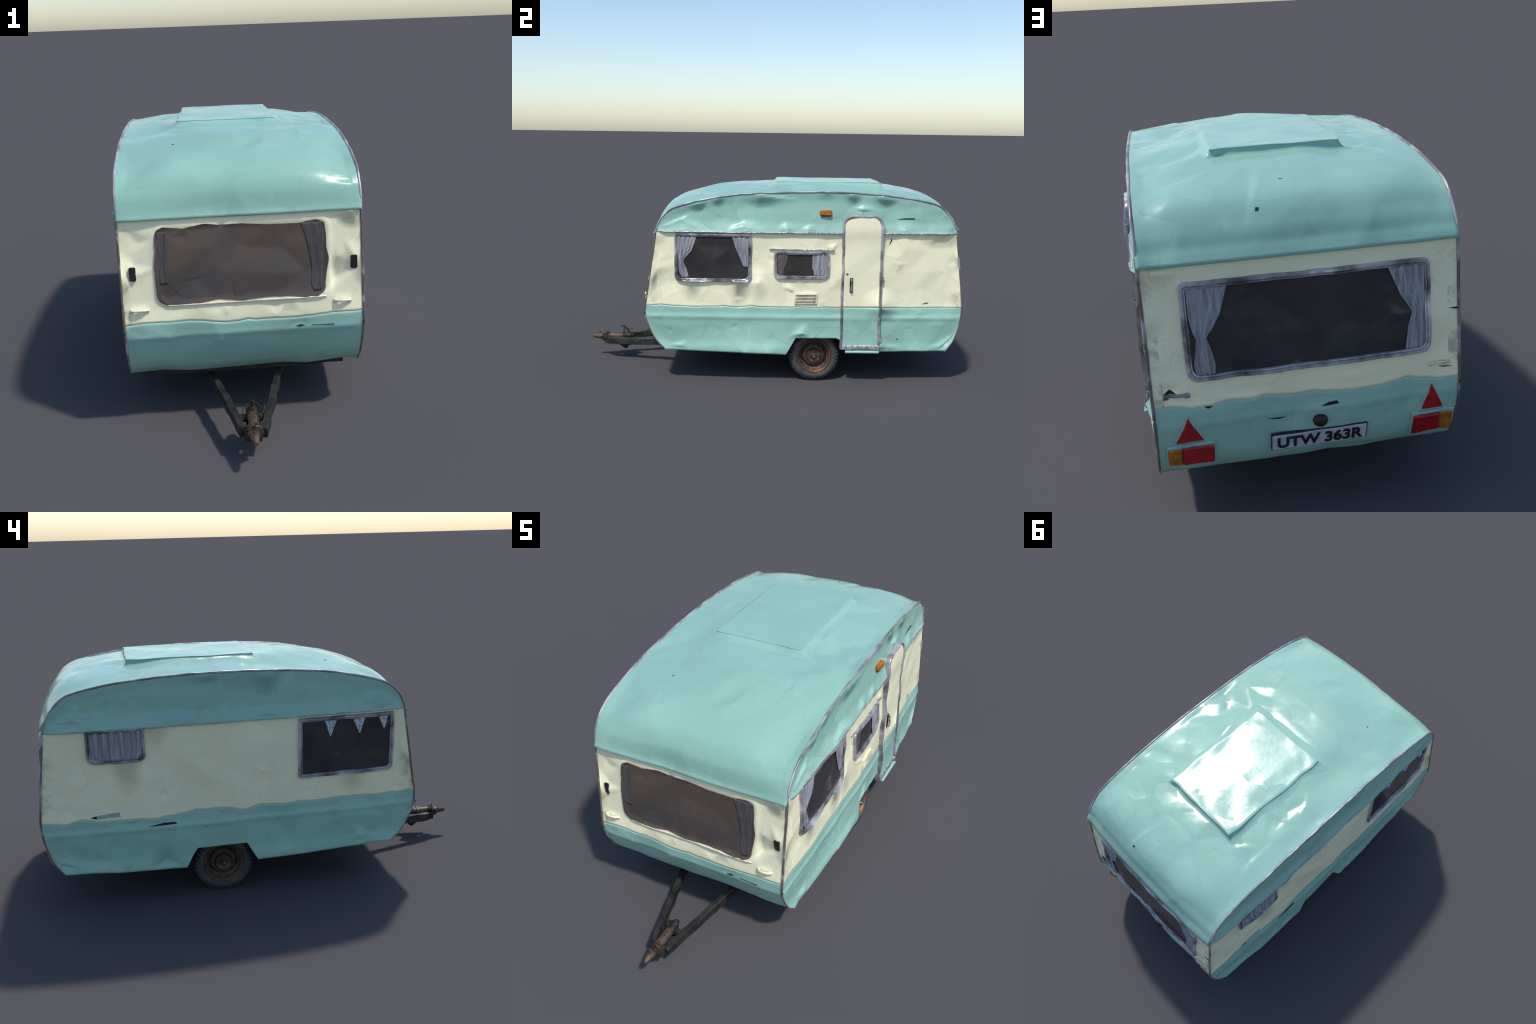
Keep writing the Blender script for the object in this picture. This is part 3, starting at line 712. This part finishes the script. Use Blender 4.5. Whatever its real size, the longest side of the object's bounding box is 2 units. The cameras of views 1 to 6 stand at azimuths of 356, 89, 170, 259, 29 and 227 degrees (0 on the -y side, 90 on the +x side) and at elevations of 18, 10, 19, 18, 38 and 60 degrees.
# door ---------------------------------------------------------------------
D = (0.364, 0.570, 0.180, 0.873, (0.006, 0.006, 0.050, 0.050))
def door_pt(a, b, d=0.0):
    # the door is a flatter sheet set over the dented side
    r = 0.45 * side_relief(1, a, min(b, Z_RAIL - 0.01)) + 0.004 + 0.006 * exp(-((b - 0.80) / 0.05) ** 2) - 0.004 * smooth(0.36, 0.22, b)
    return Vector((CX + HX + bow(1, a) + r + d, a, b))
OUT[door_pt] = Vector((1, 0, 0))
DI = (0.372, 0.562, 0.186, 0.865, (0.005, 0.005, 0.045, 0.045))
def door_leaf(name, z0, z1, mat, parent):
    V = []; nb = int((z1 - z0) / 0.009); na = 22
    for j in range(nb + 1):
        b = lerp(z0, z1, j / nb); lo, hi = rr_span(DI, b)
        for i in range(na + 1):
            V.append(door_pt(lerp(lo, hi, i / na), b, 0.009))
    return place(name, (V, grid_faces(nb + 1, na + 1)), mat, parent, door_pt, thick=0.014)
door = door_leaf('door', 0.4035, 0.8649, M_CREAM, root)
door_leaf('door_lower_panel', 0.186, 0.4025, M_BLUE, door)
DS = [(0.0, -0.014), (0.0, 0.010), (0.003, 0.0145), (0.009, 0.0145), (0.013, 0.0105), (0.015, 0.006)]
place('door_frame', ring(door_pt, D, DS, 0.003, 9.0), M_FRAME, door, door_pt, angle=45)
place('door_sill', pad(door_pt, (0.385, 0.562, 0.184, 0.204, (0.004,) * 4), 0.014), M_CHROME, door, door_pt, angle=30)
place('door_step', pad(right_pt, (0.392, 0.566, 0.164, 0.176, (0.003,) * 4), 0.016), M_BLUE, door, right_pt, angle=30)
hp = [door_pt(0.4135, 0.552, 0.008), door_pt(0.4135, 0.552, 0.019), door_pt(0.414, 0.545, 0.021), door_pt(0.4145, 0.52, 0.021),
      door_pt(0.414, 0.497, 0.021), door_pt(0.4135, 0.488, 0.018), door_pt(0.4135, 0.486, 0.008)]
place('door_handle', tube(hp, 0.0042, 8, 1.0, 0.2), M_FRAME, door, angle=60)
place('handle_plate', pad(door_pt, (0.406, 0.4225, 0.479, 0.558, (0.005,) * 4), 0.0125), M_INK, door, door_pt, angle=30)
place('door_lock', pad(door_pt, (0.3865, 0.3975, 0.5715, 0.5805, (0.004,) * 4), 0.0135), M_BROWN, door, door_pt, angle=30)
for z in (0.235, 0.55, 0.80):
    place('door_hinge', tube([door_pt(0.573, z - 0.014, 0.009), door_pt(0.573, z + 0.014, 0.009)], 0.005, 8), M_FRAME, door, angle=40)

# louvre vent, marker lamp -------------------------------------------------
v = place('louvre_vent', pad(right_pt, (0.127, 0.242, 0.417, 0.474, (0.003,) * 4), 0.007), M_CREAMRAIL, root, right_pt, angle=30)
for i in range(6):
    z = 0.4245 + i * 0.0075
    place('vent_slot_strip', pad(right_pt, (0.134, 0.235, z, z + 0.0026, (0.001,) * 4), 0.0082), M_BROWN, v, right_pt, angle=30)  # raised dark strip added in place of an open slot
    place('vent_slat', tube([right_pt(lerp(0.133, 0.236, q / 8), z + 0.0045, 0.007) for q in range(9)], 0.0026, 6, 0.8, 0.3), M_CREAMRAIL, v)
v = place('marker_lamp', pad(right_pt, (0.247, 0.306, 0.872, 0.900, (0.007,) * 4), 0.018), M_AMBER, root, right_pt, angle=30)
place('lamp_base', pad(right_pt, (0.252, 0.302, 0.8675, 0.876, (0.003,) * 4), 0.014), M_BROWN, v, right_pt, angle=30)

# front position lamps, grab handles --------------------------------------
for a in (-0.393, 0.387):
    place('position_lamp', pad(front_pt, (a - 0.012, a + 0.012, 0.557, 0.606, (0.006,) * 4), 0.0045), M_BROWN, root, front_pt, angle=30)
def grab(fn, a0, a1, z, mat=M_CREAMRAIL, h=0.009):
    P = [fn(a0, z - 0.002, 0.0), fn(a0 + 0.004, z, h - 0.005), fn(a0 + 0.012, z + 0.001, h), fn((a0 + a1) / 2, z + 0.001, h),
         fn(a1 - 0.012, z + 0.001, h), fn(a1 - 0.004, z, h - 0.005), fn(a1, z - 0.002, 0.0)]
    gh = place('grab_handle', tube(P, 0.0055, 8, 0.75, 0.25), mat, root, angle=60)
    for a in (a0 + 0.004, a1 - 0.004):
        place('handle_foot', pad(fn, (a - 0.007, a + 0.007, z - 0.009, z + 0.006, (0.003,) * 4), 0.005), mat, gh, fn, angle=30)
grab(front_pt, -0.409, -0.346, 0.452); grab(front_pt, 0.312, 0.372, 0.446)
grab(rear_pt, 0.322, 0.386, 0.449, M_FRAME, 0.007); grab(rear_pt, -0.404, -0.346, 0.446, M_CREAMRAIL, 0.007)

# rear lamps, reflectors, plate -------------------------------------------
def poly_pad(fn, pts, d, inset=0.12):
    """Low prism over a polygon, with edges divided so that it follows the panel."""
    c = (sum(p[0] for p in pts) / len(pts), sum(p[1] for p in pts) / len(pts))
    L = resample(pts, [6] * len(pts)); V = []; n = len(L)
    for (k, h) in ((1, -0.003), (1, d * 0.7), (1 - inset, d), (0.5, d)):
        V += [fn(lerp(c[0], a, k), lerp(c[1], b, k), h) for a, b in L]
    V.append(fn(c[0], c[1], d))
    F = grid_faces(4, n, True) + [(3 * n + i, 3 * n + (i + 1) % n, 4 * n) for i in range(n)]
    return V, F
for (tri, lamp, red) in [(((0.367, 0.302), (0.292, 0.301), (0.331, 0.384)), (0.266, 0.392, 0.221, 0.284), (0.266, 0.352)),
                    (((-0.327, 0.304), (-0.391, 0.305), (-0.353, 0.386)), (-0.423, -0.303, 0.219, 0.285), (-0.383, -0.303))]:
    c = (sum(p[0] for p in tri) / 3, sum(p[1] for p in tri) / 3)
    big = [(lerp(c[0], a, 1.10), lerp(c[1], b, 1.10)) for a, b in tri]
    rf = place('reflector_triangle', poly_pad(rear_pt, tri, 0.0085), M_RED, root, rear_pt, angle=30)
    place('reflector_rim', poly_pad(rear_pt, big, 0.004, 0.04), M_PLATE, rf, rear_pt, angle=30)
    a0, a1, b0, b1 = lamp
    lp = place('rear_lamp', pad(rear_pt, (a0 - 0.003, a1 + 0.003, b0 - 0.003, b1 + 0.010, (0.005,) * 4), 0.009), M_BLUERAIL, root, rear_pt, angle=30)
    place('brake_lens', pad(rear_pt, (red[0], red[1], b0, b1, (0.004,) * 4), 0.014), M_RED, lp, rear_pt, angle=30)
    am = (red[1] + 0.0005, a1) if red[1] < a1 else (a0, red[0] - 0.0005)
    place('indicator_lens', pad(rear_pt, (am[0], am[1], b0, b1, (0.004,) * 4), 0.0135), M_AMBER, lp, rear_pt, angle=30)

def plate_pt(a, b, d=0.0):
    s_ = s_rear(b); y, z = prof(s_); ny, nz = prof_n(s_rear(0.258))
    return Vector((a, y + ny * (d + 0.006), z + nz * (d + 0.006)))
OUT[plate_pt] = Vector((0, 1, 0))
PX0, PX1, PZ0, PZ1 = -0.169, 0.108, 0.2285, 0.2885
pl = place('number_plate', pad(plate_pt, (PX0, PX1, PZ0, PZ1, (0.003,) * 4), 0.005), M_INK, root, plate_pt, angle=30)
place('plate_face', pad(plate_pt, (PX0 + 0.0025, PX1 - 0.0025, PZ0 + 0.0025, PZ1 - 0.0025, (0.003,) * 4), 0.0065), M_PLATE, pl, plate_pt, angle=30)
cu = bpy.data.curves.new('plate_text', 'FONT'); cu.body = 'UTW 363R'; cu.size = 1.0; cu.extrude = 0.02; cu.offset = 0.026
tob = bpy.data.objects.new('plate_text_source', cu); bpy.context.scene.collection.objects.link(tob)
bpy.context.view_layer.update()
tm = bpy.data.meshes.new_from_object(tob.evaluated_get(bpy.context.evaluated_depsgraph_get()))
bpy.data.objects.remove(tob)
xs = [q.co.x for q in tm.vertices]; ys = [q.co.y for q in tm.vertices]
for q in tm.vertices:
    u = (q.co.x - min(xs)) / (max(xs) - min(xs)); v2 = (q.co.y - min(ys)) / (max(ys) - min(ys))
    q.co = plate_pt(lerp(PX1 - 0.017, PX0 + 0.014, u), lerp(PZ0 + 0.010, PZ1 - 0.0095, v2), 0.0075 + (0.0012 if q.co.z > 0 else -0.001))
tm.materials.clear()
link('plate_lettering', tm, M_INK, pl, smooth_shade=False)
V = []; n = 20
for (r, h) in ((0.021, 0.0), (0.020, 0.008), (0.015, 0.014), (0.007, 0.017)):
    V += [rear_pt(-0.031 + r * cos(2 * pi * i / n), 0.319 + 0.9 * r * sin(2 * pi * i / n), h) for i in range(n)]
F = grid_faces(4, n, True) + [tuple(range(3 * n, 4 * n))]
place('plate_lamp', (V, F), M_INK, root, rear_pt, angle=40)

# scan holes and flaws, added as thin patches ---------------------------------------
def scan_patch(fn, pts, mat=M_BLACK):
    place('scan_flaw', poly_pad(fn, pts, 0.0022, 0.05), mat, root, fn, angle=30)
scan_patch(right_pt, [(0.638, 0.855), (0.73, 0.856), (0.722, 0.862), (0.675, 0.861)])
scan_patch(right_pt, [(0.602, 0.725), (0.611, 0.752), (0.615, 0.765), (0.615, 0.745)])
scan_patch(right_pt, [(0.78, 0.419), (0.817, 0.424), (0.808, 0.427)])
scan_patch(right_pt, [(0.655, 0.236), (0.668, 0.230), (0.660, 0.239)])
scan_patch(left_pt, [(0.555, 0.355), (0.435, 0.357), (0.445, 0.364), (0.49, 0.366)])
scan_patch(left_pt, [(0.79, 0.413), (0.765, 0.405), (0.765, 0.419)])
scan_patch(left_pt, [(0.763, 0.404), (0.668, 0.408), (0.672, 0.428), (0.763, 0.420)], M_BLUERAIL)
scan_patch(left_pt, [(-0.26, 0.779), (-0.30, 0.778), (-0.295, 0.785), (-0.26, 0.785)])
scan_patch(left_pt, [(-0.21, 0.783), (-0.232, 0.781), (-0.212, 0.787)])
scan_patch(left_pt, [(0.315, 0.325), (0.313, 0.338), (0.312, 0.332)])
scan_patch(front_pt, [(0.172, 0.361), (0.190, 0.358), (0.205, 0.361), (0.19, 0.365)])
scan_patch(front_pt, [(0.23, 0.363), (0.31, 0.359), (0.31, 0.361)])
scan_patch(rear_pt, [(0.283, 0.410), (0.262, 0.408), (0.275, 0.403)])
scan_patch(rear_pt, [(-0.035, 0.364), (-0.085, 0.366), (-0.078, 0.374), (-0.055, 0.372)])
scan_patch(rear_pt, [(0.115, 0.340), (0.065, 0.339), (0.085, 0.335)])
scan_patch(rear_pt, [(-0.375, 0.434), (-0.415, 0.432), (-0.39, 0.430)])
scan_patch(rear_pt, [(0.387, 0.455), (0.355, 0.454), (0.37, 0.465)])
scan_patch(rear_pt, [(-0.405, 0.602), (-0.432, 0.596), (-0.432, 0.602)])
def roof_pt(a, y, d=0.0):
    # y position on the roof to arc length
    i = next(i for i in range(len(PROF)) if PROF[i][0] >= y and PROF[i][1] > 0.8)
    return wrap(a, S[i], d)
OUT[roof_pt] = Vector((0, 0, 1))
for (a, y) in [(0.02, 0.80), (-0.23, -0.28), (0.10, 0.880)]:
    place('scan_flaw', poly_pad(roof_pt, [(a - 0.006, y), (a, y - 0.002), (a + 0.006, y + 0.002)], 0.0015, 0.05), M_BLACK, root, roof_pt, angle=30)  # more scan holes, put on the roof as black flecks

# ------------------------------------------------------------------ roof vent
def vent_shape():
    # corner (x, y, z): lid is slightly skewed and sags between its corners
    c = {(0, 0): (-0.217, 0.044, 1.0262), (1, 0): (0.187, 0.044, 1.0268), (0, 1): (-0.203, 0.592, 1.0248), (1, 1): (0.190, 0.591, 1.0252)}
    n, m = 30, 40
    def lid(u, v, drop=0.0, grow=0.0):
        u2, v2 = 0.5 + (u - 0.5) * (1 + grow), 0.5 + (v - 0.5) * (1 + grow)
        p = Vector((0, 0, 0))
        for (i, j), q in c.items():
            wgt = (u2 if i else 1 - u2) * (v2 if j else 1 - v2); p += Vector(q) * wgt
        rel = facets(p.x, p.y, 0.12, 31) * 0.0012 + noise.noise(Vector((p.x * 6, p.y * 6, 4))) * 0.0010 - 0.0015
        inner = smooth(0, 0.12, min(u, v, 1 - u, 1 - v))
        p.x += wiggle(p.y, 71, 0.003) * (1 - inner) * smooth(0, 0.1, min(v, 1 - v))
        p.y += wiggle(p.x, 73, 0.003) * (1 - inner) * smooth(0, 0.1, min(u, 1 - u))
        p.z += wiggle(p.x + p.y * 1.3, 75, 0.0012) * (1 - inner) - 0.0012
        return Vector((p.x, p.y, p.z + rel * inner - drop))
    V = [lid(i / n, j / m) for i in range(n + 1) for j in range(m + 1)]
    ov = place('vent_lid', (V, grid_faces(n + 1, m + 1)), M_ROOF, root, None)
    ov.modifiers.new('thickness', 'SOLIDIFY').thickness = 0.003
    ov.modifiers['thickness'].offset = -1.0
    bevel(ov, 0.0015, 2)
    # flared upstand between the lid and the roof
    edge = [(u / 24, 0) for u in range(24)] + [(1, u / 32) for u in range(32)] + [(1 - u / 24, 1) for u in range(24)] + [(0, 1 - u / 32) for u in range(32)]
    V = []
    for k, (gr, mixz) in enumerate(((-0.012, 0.0), (0.0, 0.2), (0.02, 0.6), (0.06, 0.92), (0.13, 1.0), (0.16, 1.08))):
        for (u, v) in edge:
            g2 = gr * (1.0 + 0.5 * noise.noise(Vector((u * 3, v * 3, 2)))) * (1.0 if v < 0.99 else 0.55)
            p = lid(u, v, 0.0015, g2)
            p.x += (u - 0.5) * 0.4 * max(0.0, g2)
            r = roof_pt(clamp(p.x, CX - HX, CX + HX), p.y, 0.0)
            zz = lerp(p.z, r.z, mixz)
            V.append(Vector((p.x, p.y, zz)))
    n2 = len(edge)
    up = place('vent_upstand', (V, grid_faces(6, n2, True)), M_ROOF, ov, roof_pt)
    return ov
vent = vent_shape()

# ------------------------------------------------------------------ underside
parts = [box(-0.29, 0.275, -0.525, 0.885, 0.150, 0.170), box(-0.385, -0.29, -0.52, 0.085, 0.153, 0.170), box(-0.385, -0.29, 0.41, 0.885, 0.153, 0.170),
         box(0.275, 0.365, -0.52, 0.085, 0.153, 0.170), box(0.275, 0.365, 0.41, 0.885, 0.155, 0.170)]
v, f = join(parts)
floor_ob = link('floor', mesh_of('floor', v, f, recalc=True), M_UNDER, root, smooth_shade=False)
parts = [box(-0.235, -0.205, -0.45, 0.86, 0.118, 0.151), box(0.188, 0.218, -0.45, 0.86, 0.118, 0.151)]
v, f = join(parts)
bevel(link('chassis_rail', mesh_of('chassis_rail', v, f, recalc=True), M_UNDER, root, smooth_shade=False), 0.002)
v, f = tube([(-0.36, 0.236, 0.13), (0.36, 0.236, 0.13)], 0.014, 12)
link('axle', mesh_of('axle', v, f, recalc=True), M_UNDER, root, angle=40)
for (x, y) in [(-0.33, -0.33), (0.31, -0.33), (-0.33, 0.80), (0.31, 0.80)]:
    v, f = join([box(x - 0.012, x + 0.012, y - 0.05, y + 0.05, 0.138, 0.153), box(x - 0.02, x + 0.02, y - 0.055, y - 0.03, 0.132, 0.142)])
    bevel(link('corner_steady', mesh_of('corner_steady', v, f, recalc=True), M_UNDER, root, smooth_shade=False), 0.002)
for sg in (1, -1):
    V = []; prof_a = [(0.085, 0.150), (0.098, 0.22), (0.135, 0.262), (0.236, 0.272), (0.34, 0.262), (0.385, 0.22), (0.40, 0.150)]
    xs2 = (CX + sg * (HX - 0.010), CX + sg * 0.27)
    for x in xs2: V += [(x, a, b) for a, b in prof_a]
    F = grid_faces(2, len(prof_a)) + [tuple(range(len(prof_a), 2 * len(prof_a)))]
    link('wheel_arch', mesh_of('wheel_arch', V, F, recalc=True), M_UNDER, root, angle=40)

# ------------------------------------------------------------------ wheels
def lathe(profile, seg, radial=None):
    """Revolve (offset, radius) pairs about the x axis."""
    V = []
    for i, (w_, r) in enumerate(profile):
        for j in range(seg):
            th = 2 * pi * j / seg
            k = radial(i, j) if radial else 0.0
            V.append((w_, (r + k) * cos(th), (r + k) * sin(th)))
    return V, grid_faces(len(profile), seg, True)
T = 0.098
TYRE = [(-0.012, 0.086), (-0.006, 0.089), (0.001, 0.098), (0.002, 0.108), (-0.001, 0.115), (-0.004, 0.1185), (-0.006, 0.124), (-0.012, 0.1285),
        (-0.028, 0.130), (-0.048, 0.1305), (-0.070, 0.130), (-0.086, 0.1285), (-0.092, 0.124), (-0.095, 0.1185), (-0.098, 0.108), (-0.094, 0.094), (-0.088, 0.086)]
def lugs(i, j):
    side = 0 if i <= 8 else 2
    if 5 <= i <= 13 and i != 9 and (j + side) % 5 == 0: return -0.010 if i not in (5, 13) else -0.006
    return 0.0
seg = 200
v, f = lathe(TYRE, seg, lugs)
f += [((len(TYRE) - 1) * seg + j, (len(TYRE) - 1) * seg + (j + 1) % seg, (j + 1) % seg, j) for j in range(seg)]
tyre_m = mesh_of('tyre', v, f, recalc=True)
RIM = [(-0.006, 0.0865), (-0.003, 0.0875), (-0.0015, 0.0855), (-0.004, 0.083), (-0.010, 0.0805), (-0.013, 0.0785)]
BOWL = [(-0.013, 0.0785), (-0.018, 0.0765), (-0.026, 0.072), (-0.033, 0.066), (-0.036, 0.060), (-0.040, 0.058)]
v, f = lathe(RIM, 72); rim_m = mesh_of('rim', v, f, outward=lambda p: Vector((1, 0, 0)))
v, f = lathe(BOWL, 72); bowl_m = mesh_of('rim_bowl', v, f, outward=lambda p: Vector((1, 0, 0)))
DISC = [(-0.040, 0.064), (-0.030, 0.0595), (-0.024, 0.055), (-0.021, 0.048), (-0.022, 0.040), (-0.026, 0.0365), (-0.026, 0.0)]
v, f = lathe(DISC, 48); disc_m = mesh_of('wheel_disc', v, f, outward=lambda p: Vector((1, 0, 0)))
HUB = [(-0.026, 0.0365), (-0.018, 0.0365), (-0.0145, 0.0345), (-0.0155, 0.032), (-0.018, 0.028), (-0.018, 0.015), (-0.010, 0.0145), (-0.008, 0.0125), (-0.003, 0.0115), (0.002, 0.0095), (0.003, 0.005), (0.003, 0.0)]
v, f = lathe(HUB, 40); hub_m = mesh_of('hub', v, f, outward=lambda p: Vector((1, 0, 0)))
CAP = [(-0.004, 0.0105), (0.004, 0.0095), (0.007, 0.007), (0.008, 0.0)]
v, f = lathe(CAP, 24); cap_m = mesh_of('hub_cap', v, f, outward=lambda p: Vector((1, 0, 0)))
v, f = lathe([(-0.020, 0.0052), (-0.0115, 0.0052), (-0.009, 0.0035), (-0.009, 0.0)], 6); nut_m = mesh_of('wheel_nut', v, f, outward=lambda p: Vector((1, 0, 0)))
# curved dark strip standing in for a ventilation slot between disc and rim
V = []
for i in range(9):
    th = lerp(-0.27, 0.27, i / 8); ww = 0.0032 * (1 - (2 * i / 8 - 1) ** 4) + 0.0004
    for (r, h) in ((0.0585 - ww, -0.024), (0.0585 + ww, -0.026)): V.append((h, r * cos(th), r * sin(th)))
F = grid_faces(9, 2)
slot_strip_m = mesh_of('disc_slot_strip', V, F, outward=lambda p: Vector((1, 0, 0)))
for m, mt in ((tyre_m, M_TYRE), (rim_m, M_RIM), (bowl_m, M_BOWL), (disc_m, M_DISC), (hub_m, M_HUB), (cap_m, M_NUT), (nut_m, M_HUB), (slot_strip_m, M_INK)):
    m.materials.append(mt)
for sg in (1, -1):
    wh = link('wheel', disc_m, None, root, angle=40)
    wh.location = (0.406 if sg > 0 else -0.409, 0.2365, 0.1305)
    wh.rotation_euler = (0.0, 0.0, 0.0 if sg > 0 else pi)
    if sg < 0: wh.rotation_euler = (0.12, 0.0, pi)
    link('tyre', tyre_m, None, wh, angle=35); link('rim', rim_m, None, wh, angle=50); link('rim_bowl', bowl_m, None, wh, angle=50)
    link('hub', hub_m, None, wh, angle=40); link('hub_cap', cap_m, None, wh, angle=40)
    for i in range(4):
        o = link('wheel_nut', nut_m, None, wh, angle=30); th = pi / 2 * i + 0.05
        o.location = (0.0, 0.0235 * cos(th), 0.0235 * sin(th))
    for th in (2.42, 0.72, 3.35, -0.22):
        o = solid(link('disc_slot_strip', slot_strip_m, None, wh), 0.001); o.rotation_euler = (th, 0, 0)

# ------------------------------------------------------------------ drawbar and coupling
def beam(p, q, w_, h, wob, seed):
    p, q = Vector(p), Vector(q); t = (q - p).normalized(); a = t.cross(Vector((0, 0, 1))).normalized(); b = a.cross(t)
    V = []; n = 34
    for i in range(n + 1):
        c = p.lerp(q, i / n)
        c += a * noise.noise(Vector((i * 0.2, seed, 0))) * wob + b * noise.noise(Vector((i * 0.2, seed, 4))) * wob
        for (x, y) in ((-1, -1), (-1, 1), (-0.8, 1.2), (0.8, 1.2), (1, 1), (1, -1), (0.8, -1.15), (-0.8, -1.15)):
            k = 1 + 0.16 * noise.noise(Vector((i * 0.33, seed + x, y)))
            V.append(c + a * x * w_ * 0.5 * k + b * y * h * 0.43 * k)
    F = grid_faces(n + 1, 8, True) + [tuple(range(8)), tuple(range(n * 8, n * 8 + 8))]
    return V, F
v, f = join([tube([(-0.066, -0.81, 0.105), (0.044, -0.81, 0.103)], 0.0135, 10, 1.0, 0.3),
             tube([(-0.03, -0.905, 0.098), (0.015, -0.905, 0.098)], 0.016, 8, 1.1, 0.3)])
drawbar = link('drawbar', mesh_of('drawbar', v, f, recalc=True), M_COUPL_D, root, angle=40)
for (p, q, sd) in [((0.023, -0.905, 0.0985), (0.155, -0.36, 0.133), 1.0), ((-0.045, -0.892, 0.0985), (-0.172, -0.36, 0.133), 6.0)]:
    v, f = beam(p, q, 0.025, 0.038, 0.005, sd)
    link('drawbar_beam', mesh_of('drawbar_beam', v, f, recalc=True), M_BEAM, drawbar, angle=35)
# bracket plate hanging under the cross tube
V = [(x, y, z) for x in (-0.030, 0.010) for (y, z) in ((-0.862, 0.084), (-0.835, 0.062), (-0.815, 0.047), (-0.803, 0.049), (-0.797, 0.066), (-0.775, 0.070), (-0.775, 0.084))]
F = [tuple(range(7)), tuple(range(7, 14))] + [(i, (i + 1) % 7, 7 + (i + 1) % 7, 7 + i) for i in range(7)]
bevel(link('support_bracket', mesh_of('support_bracket', V, F, recalc=True), M_UNDER, drawbar, smooth_shade=False), 0.002)
# coupling: nose, collars, tube, sleeve (turned along y)
def turned(prof_yr, cx, cz, seg=20, wob=0.08, tilt=0.0, seed=0.0):
    V = []
    for (y, r) in prof_yr:
        for j in range(seg):
            th = 2 * pi * j / seg
            k = 1 + wob * noise.noise(Vector((cos(th) * 1.4, sin(th) * 1.4, y * 50 + seed)))
            V.append((cx + r * k * cos(th), y, cz + tilt * (y + 0.92) + r * k * sin(th)))
    F = grid_faces(len(prof_yr), seg, True) + [tuple(range(seg)), tuple(range((len(prof_yr) - 1) * seg, len(prof_yr) * seg))]
    return V, F
v, f = turned([(-1.0, 0.0065), (-0.996, 0.0095), (-0.975, 0.0135), (-0.955, 0.017), (-0.942, 0.0175), (-0.936, 0.014)], -0.011, 0.1165, 18, 0.12)
link('coupling_nose', mesh_of('coupling_nose', v, f, recalc=True), M_COUPL, drawbar, angle=45)
v, f = join([turned([(-0.947, 0.018), (-0.944, 0.023), (-0.935, 0.024), (-0.931, 0.019), (-0.928, 0.019), (-0.926, 0.028), (-0.920, 0.030), (-0.917, 0.022),
                     (-0.914, 0.022), (-0.911, 0.027), (-0.905, 0.027), (-0.902, 0.018)], -0.010, 0.113, 20, 0.35),
             box(-0.042, -0.020, -0.926, -0.896, 0.080, 0.116), box(0.004, 0.016, -0.930, -0.912, 0.082, 0.112)])
bevel(link('coupling_collar', mesh_of('coupling_collar', v, f, recalc=True), M_COUPL_D, drawbar, angle=35), 0.0015)
v, f = turned([(-0.910, 0.019), (-0.905, 0.0185), (-0.87, 0.0175), (-0.835, 0.018), (-0.826, 0.019), (-0.824, 0.0165)], -0.009, 0.1195, 20, 0.1, -0.01)
link('coupling_tube', mesh_of('coupling_tube', v, f, recalc=True), M_COUPL, drawbar, angle=45)
v, f = turned([(-0.830, 0.0185), (-0.828, 0.020), (-0.80, 0.0195), (-0.783, 0.0205), (-0.779, 0.016), (-0.765, 0.010)], -0.009, 0.1185, 18, 0.25)
link('coupling_sleeve', mesh_of('coupling_sleeve', v, f, recalc=True), M_COUPL_D, drawbar, angle=45)
v, f = join([tube([(-0.007, -0.783, 0.115), (-0.007, -0.788, 0.138), (-0.006, -0.80, 0.155), (-0.006, -0.815, 0.170), (-0.006, -0.828, 0.177)], [0.004, 0.004, 0.0045, 0.006, 0.006], 8, 1.0, 0.3),
             tube([(-0.006, -0.826, 0.177), (-0.006, -0.836, 0.181), (-0.005, -0.838, 0.165)], [0.004, 0.003, 0.001], 6),
             tube([(-0.006, -0.820, 0.176), (-0.004, -0.822, 0.190)], [0.003, 0.001], 6)])
link('brake_lever', mesh_of('brake_lever', v, f, recalc=True), M_COUPL_D, drawbar, angle=50)
for P in ([(-0.006, -0.822, 0.172), (-0.028, -0.825, 0.165), (-0.040, -0.828, 0.148), (-0.044, -0.832, 0.120)],
          [(-0.006, -0.818, 0.170), (0.012, -0.82, 0.163), (0.024, -0.822, 0.148), (0.027, -0.826, 0.120)],
          [(-0.008, -0.808, 0.160), (-0.04, -0.80, 0.150), (-0.07, -0.78, 0.142)],
          [(-0.006, -0.812, 0.166), (-0.002, -0.818, 0.150), (-0.004, -0.822, 0.138)]):
    pts = []
    for i in range(len(P) - 1):
        for k in range(5): pts.append(Vector(P[i]).lerp(Vector(P[i + 1]), k / 5))
    pts.append(Vector(P[-1]))
    v, f = tube(pts, 0.0014, 6, 1.0, 0.3)
    link('brake_cable', mesh_of('brake_cable', v, f, recalc=True), M_UNDER, drawbar, angle=60)
for (p, q) in [((-0.012, -0.957, 0.131), (-0.020, -0.965, 0.150)), ((-0.008, -0.928, 0.138), (-0.007, -0.931, 0.156)), ((0.000, -0.912, 0.136), (0.003, -0.909, 0.149)),
               ((0.006, -0.922, 0.090), (0.008, -0.918, 0.072)), ((-0.010, -0.932, 0.094), (-0.010, -0.930, 0.078)), ((0.012, -0.94, 0.118), (0.026, -0.948, 0.122))]:
    v, f = tube([p, Vector(p).lerp(Vector(q), 0.5), q], [0.0034, 0.0022, 0.0005], 6, 0.6)
    link('scan_shard', mesh_of('scan_shard', v, f, recalc=True), M_COUPL_D, drawbar, angle=50)  # scan debris at the collar, modelled as small spikes

bpy.context.view_layer.update()
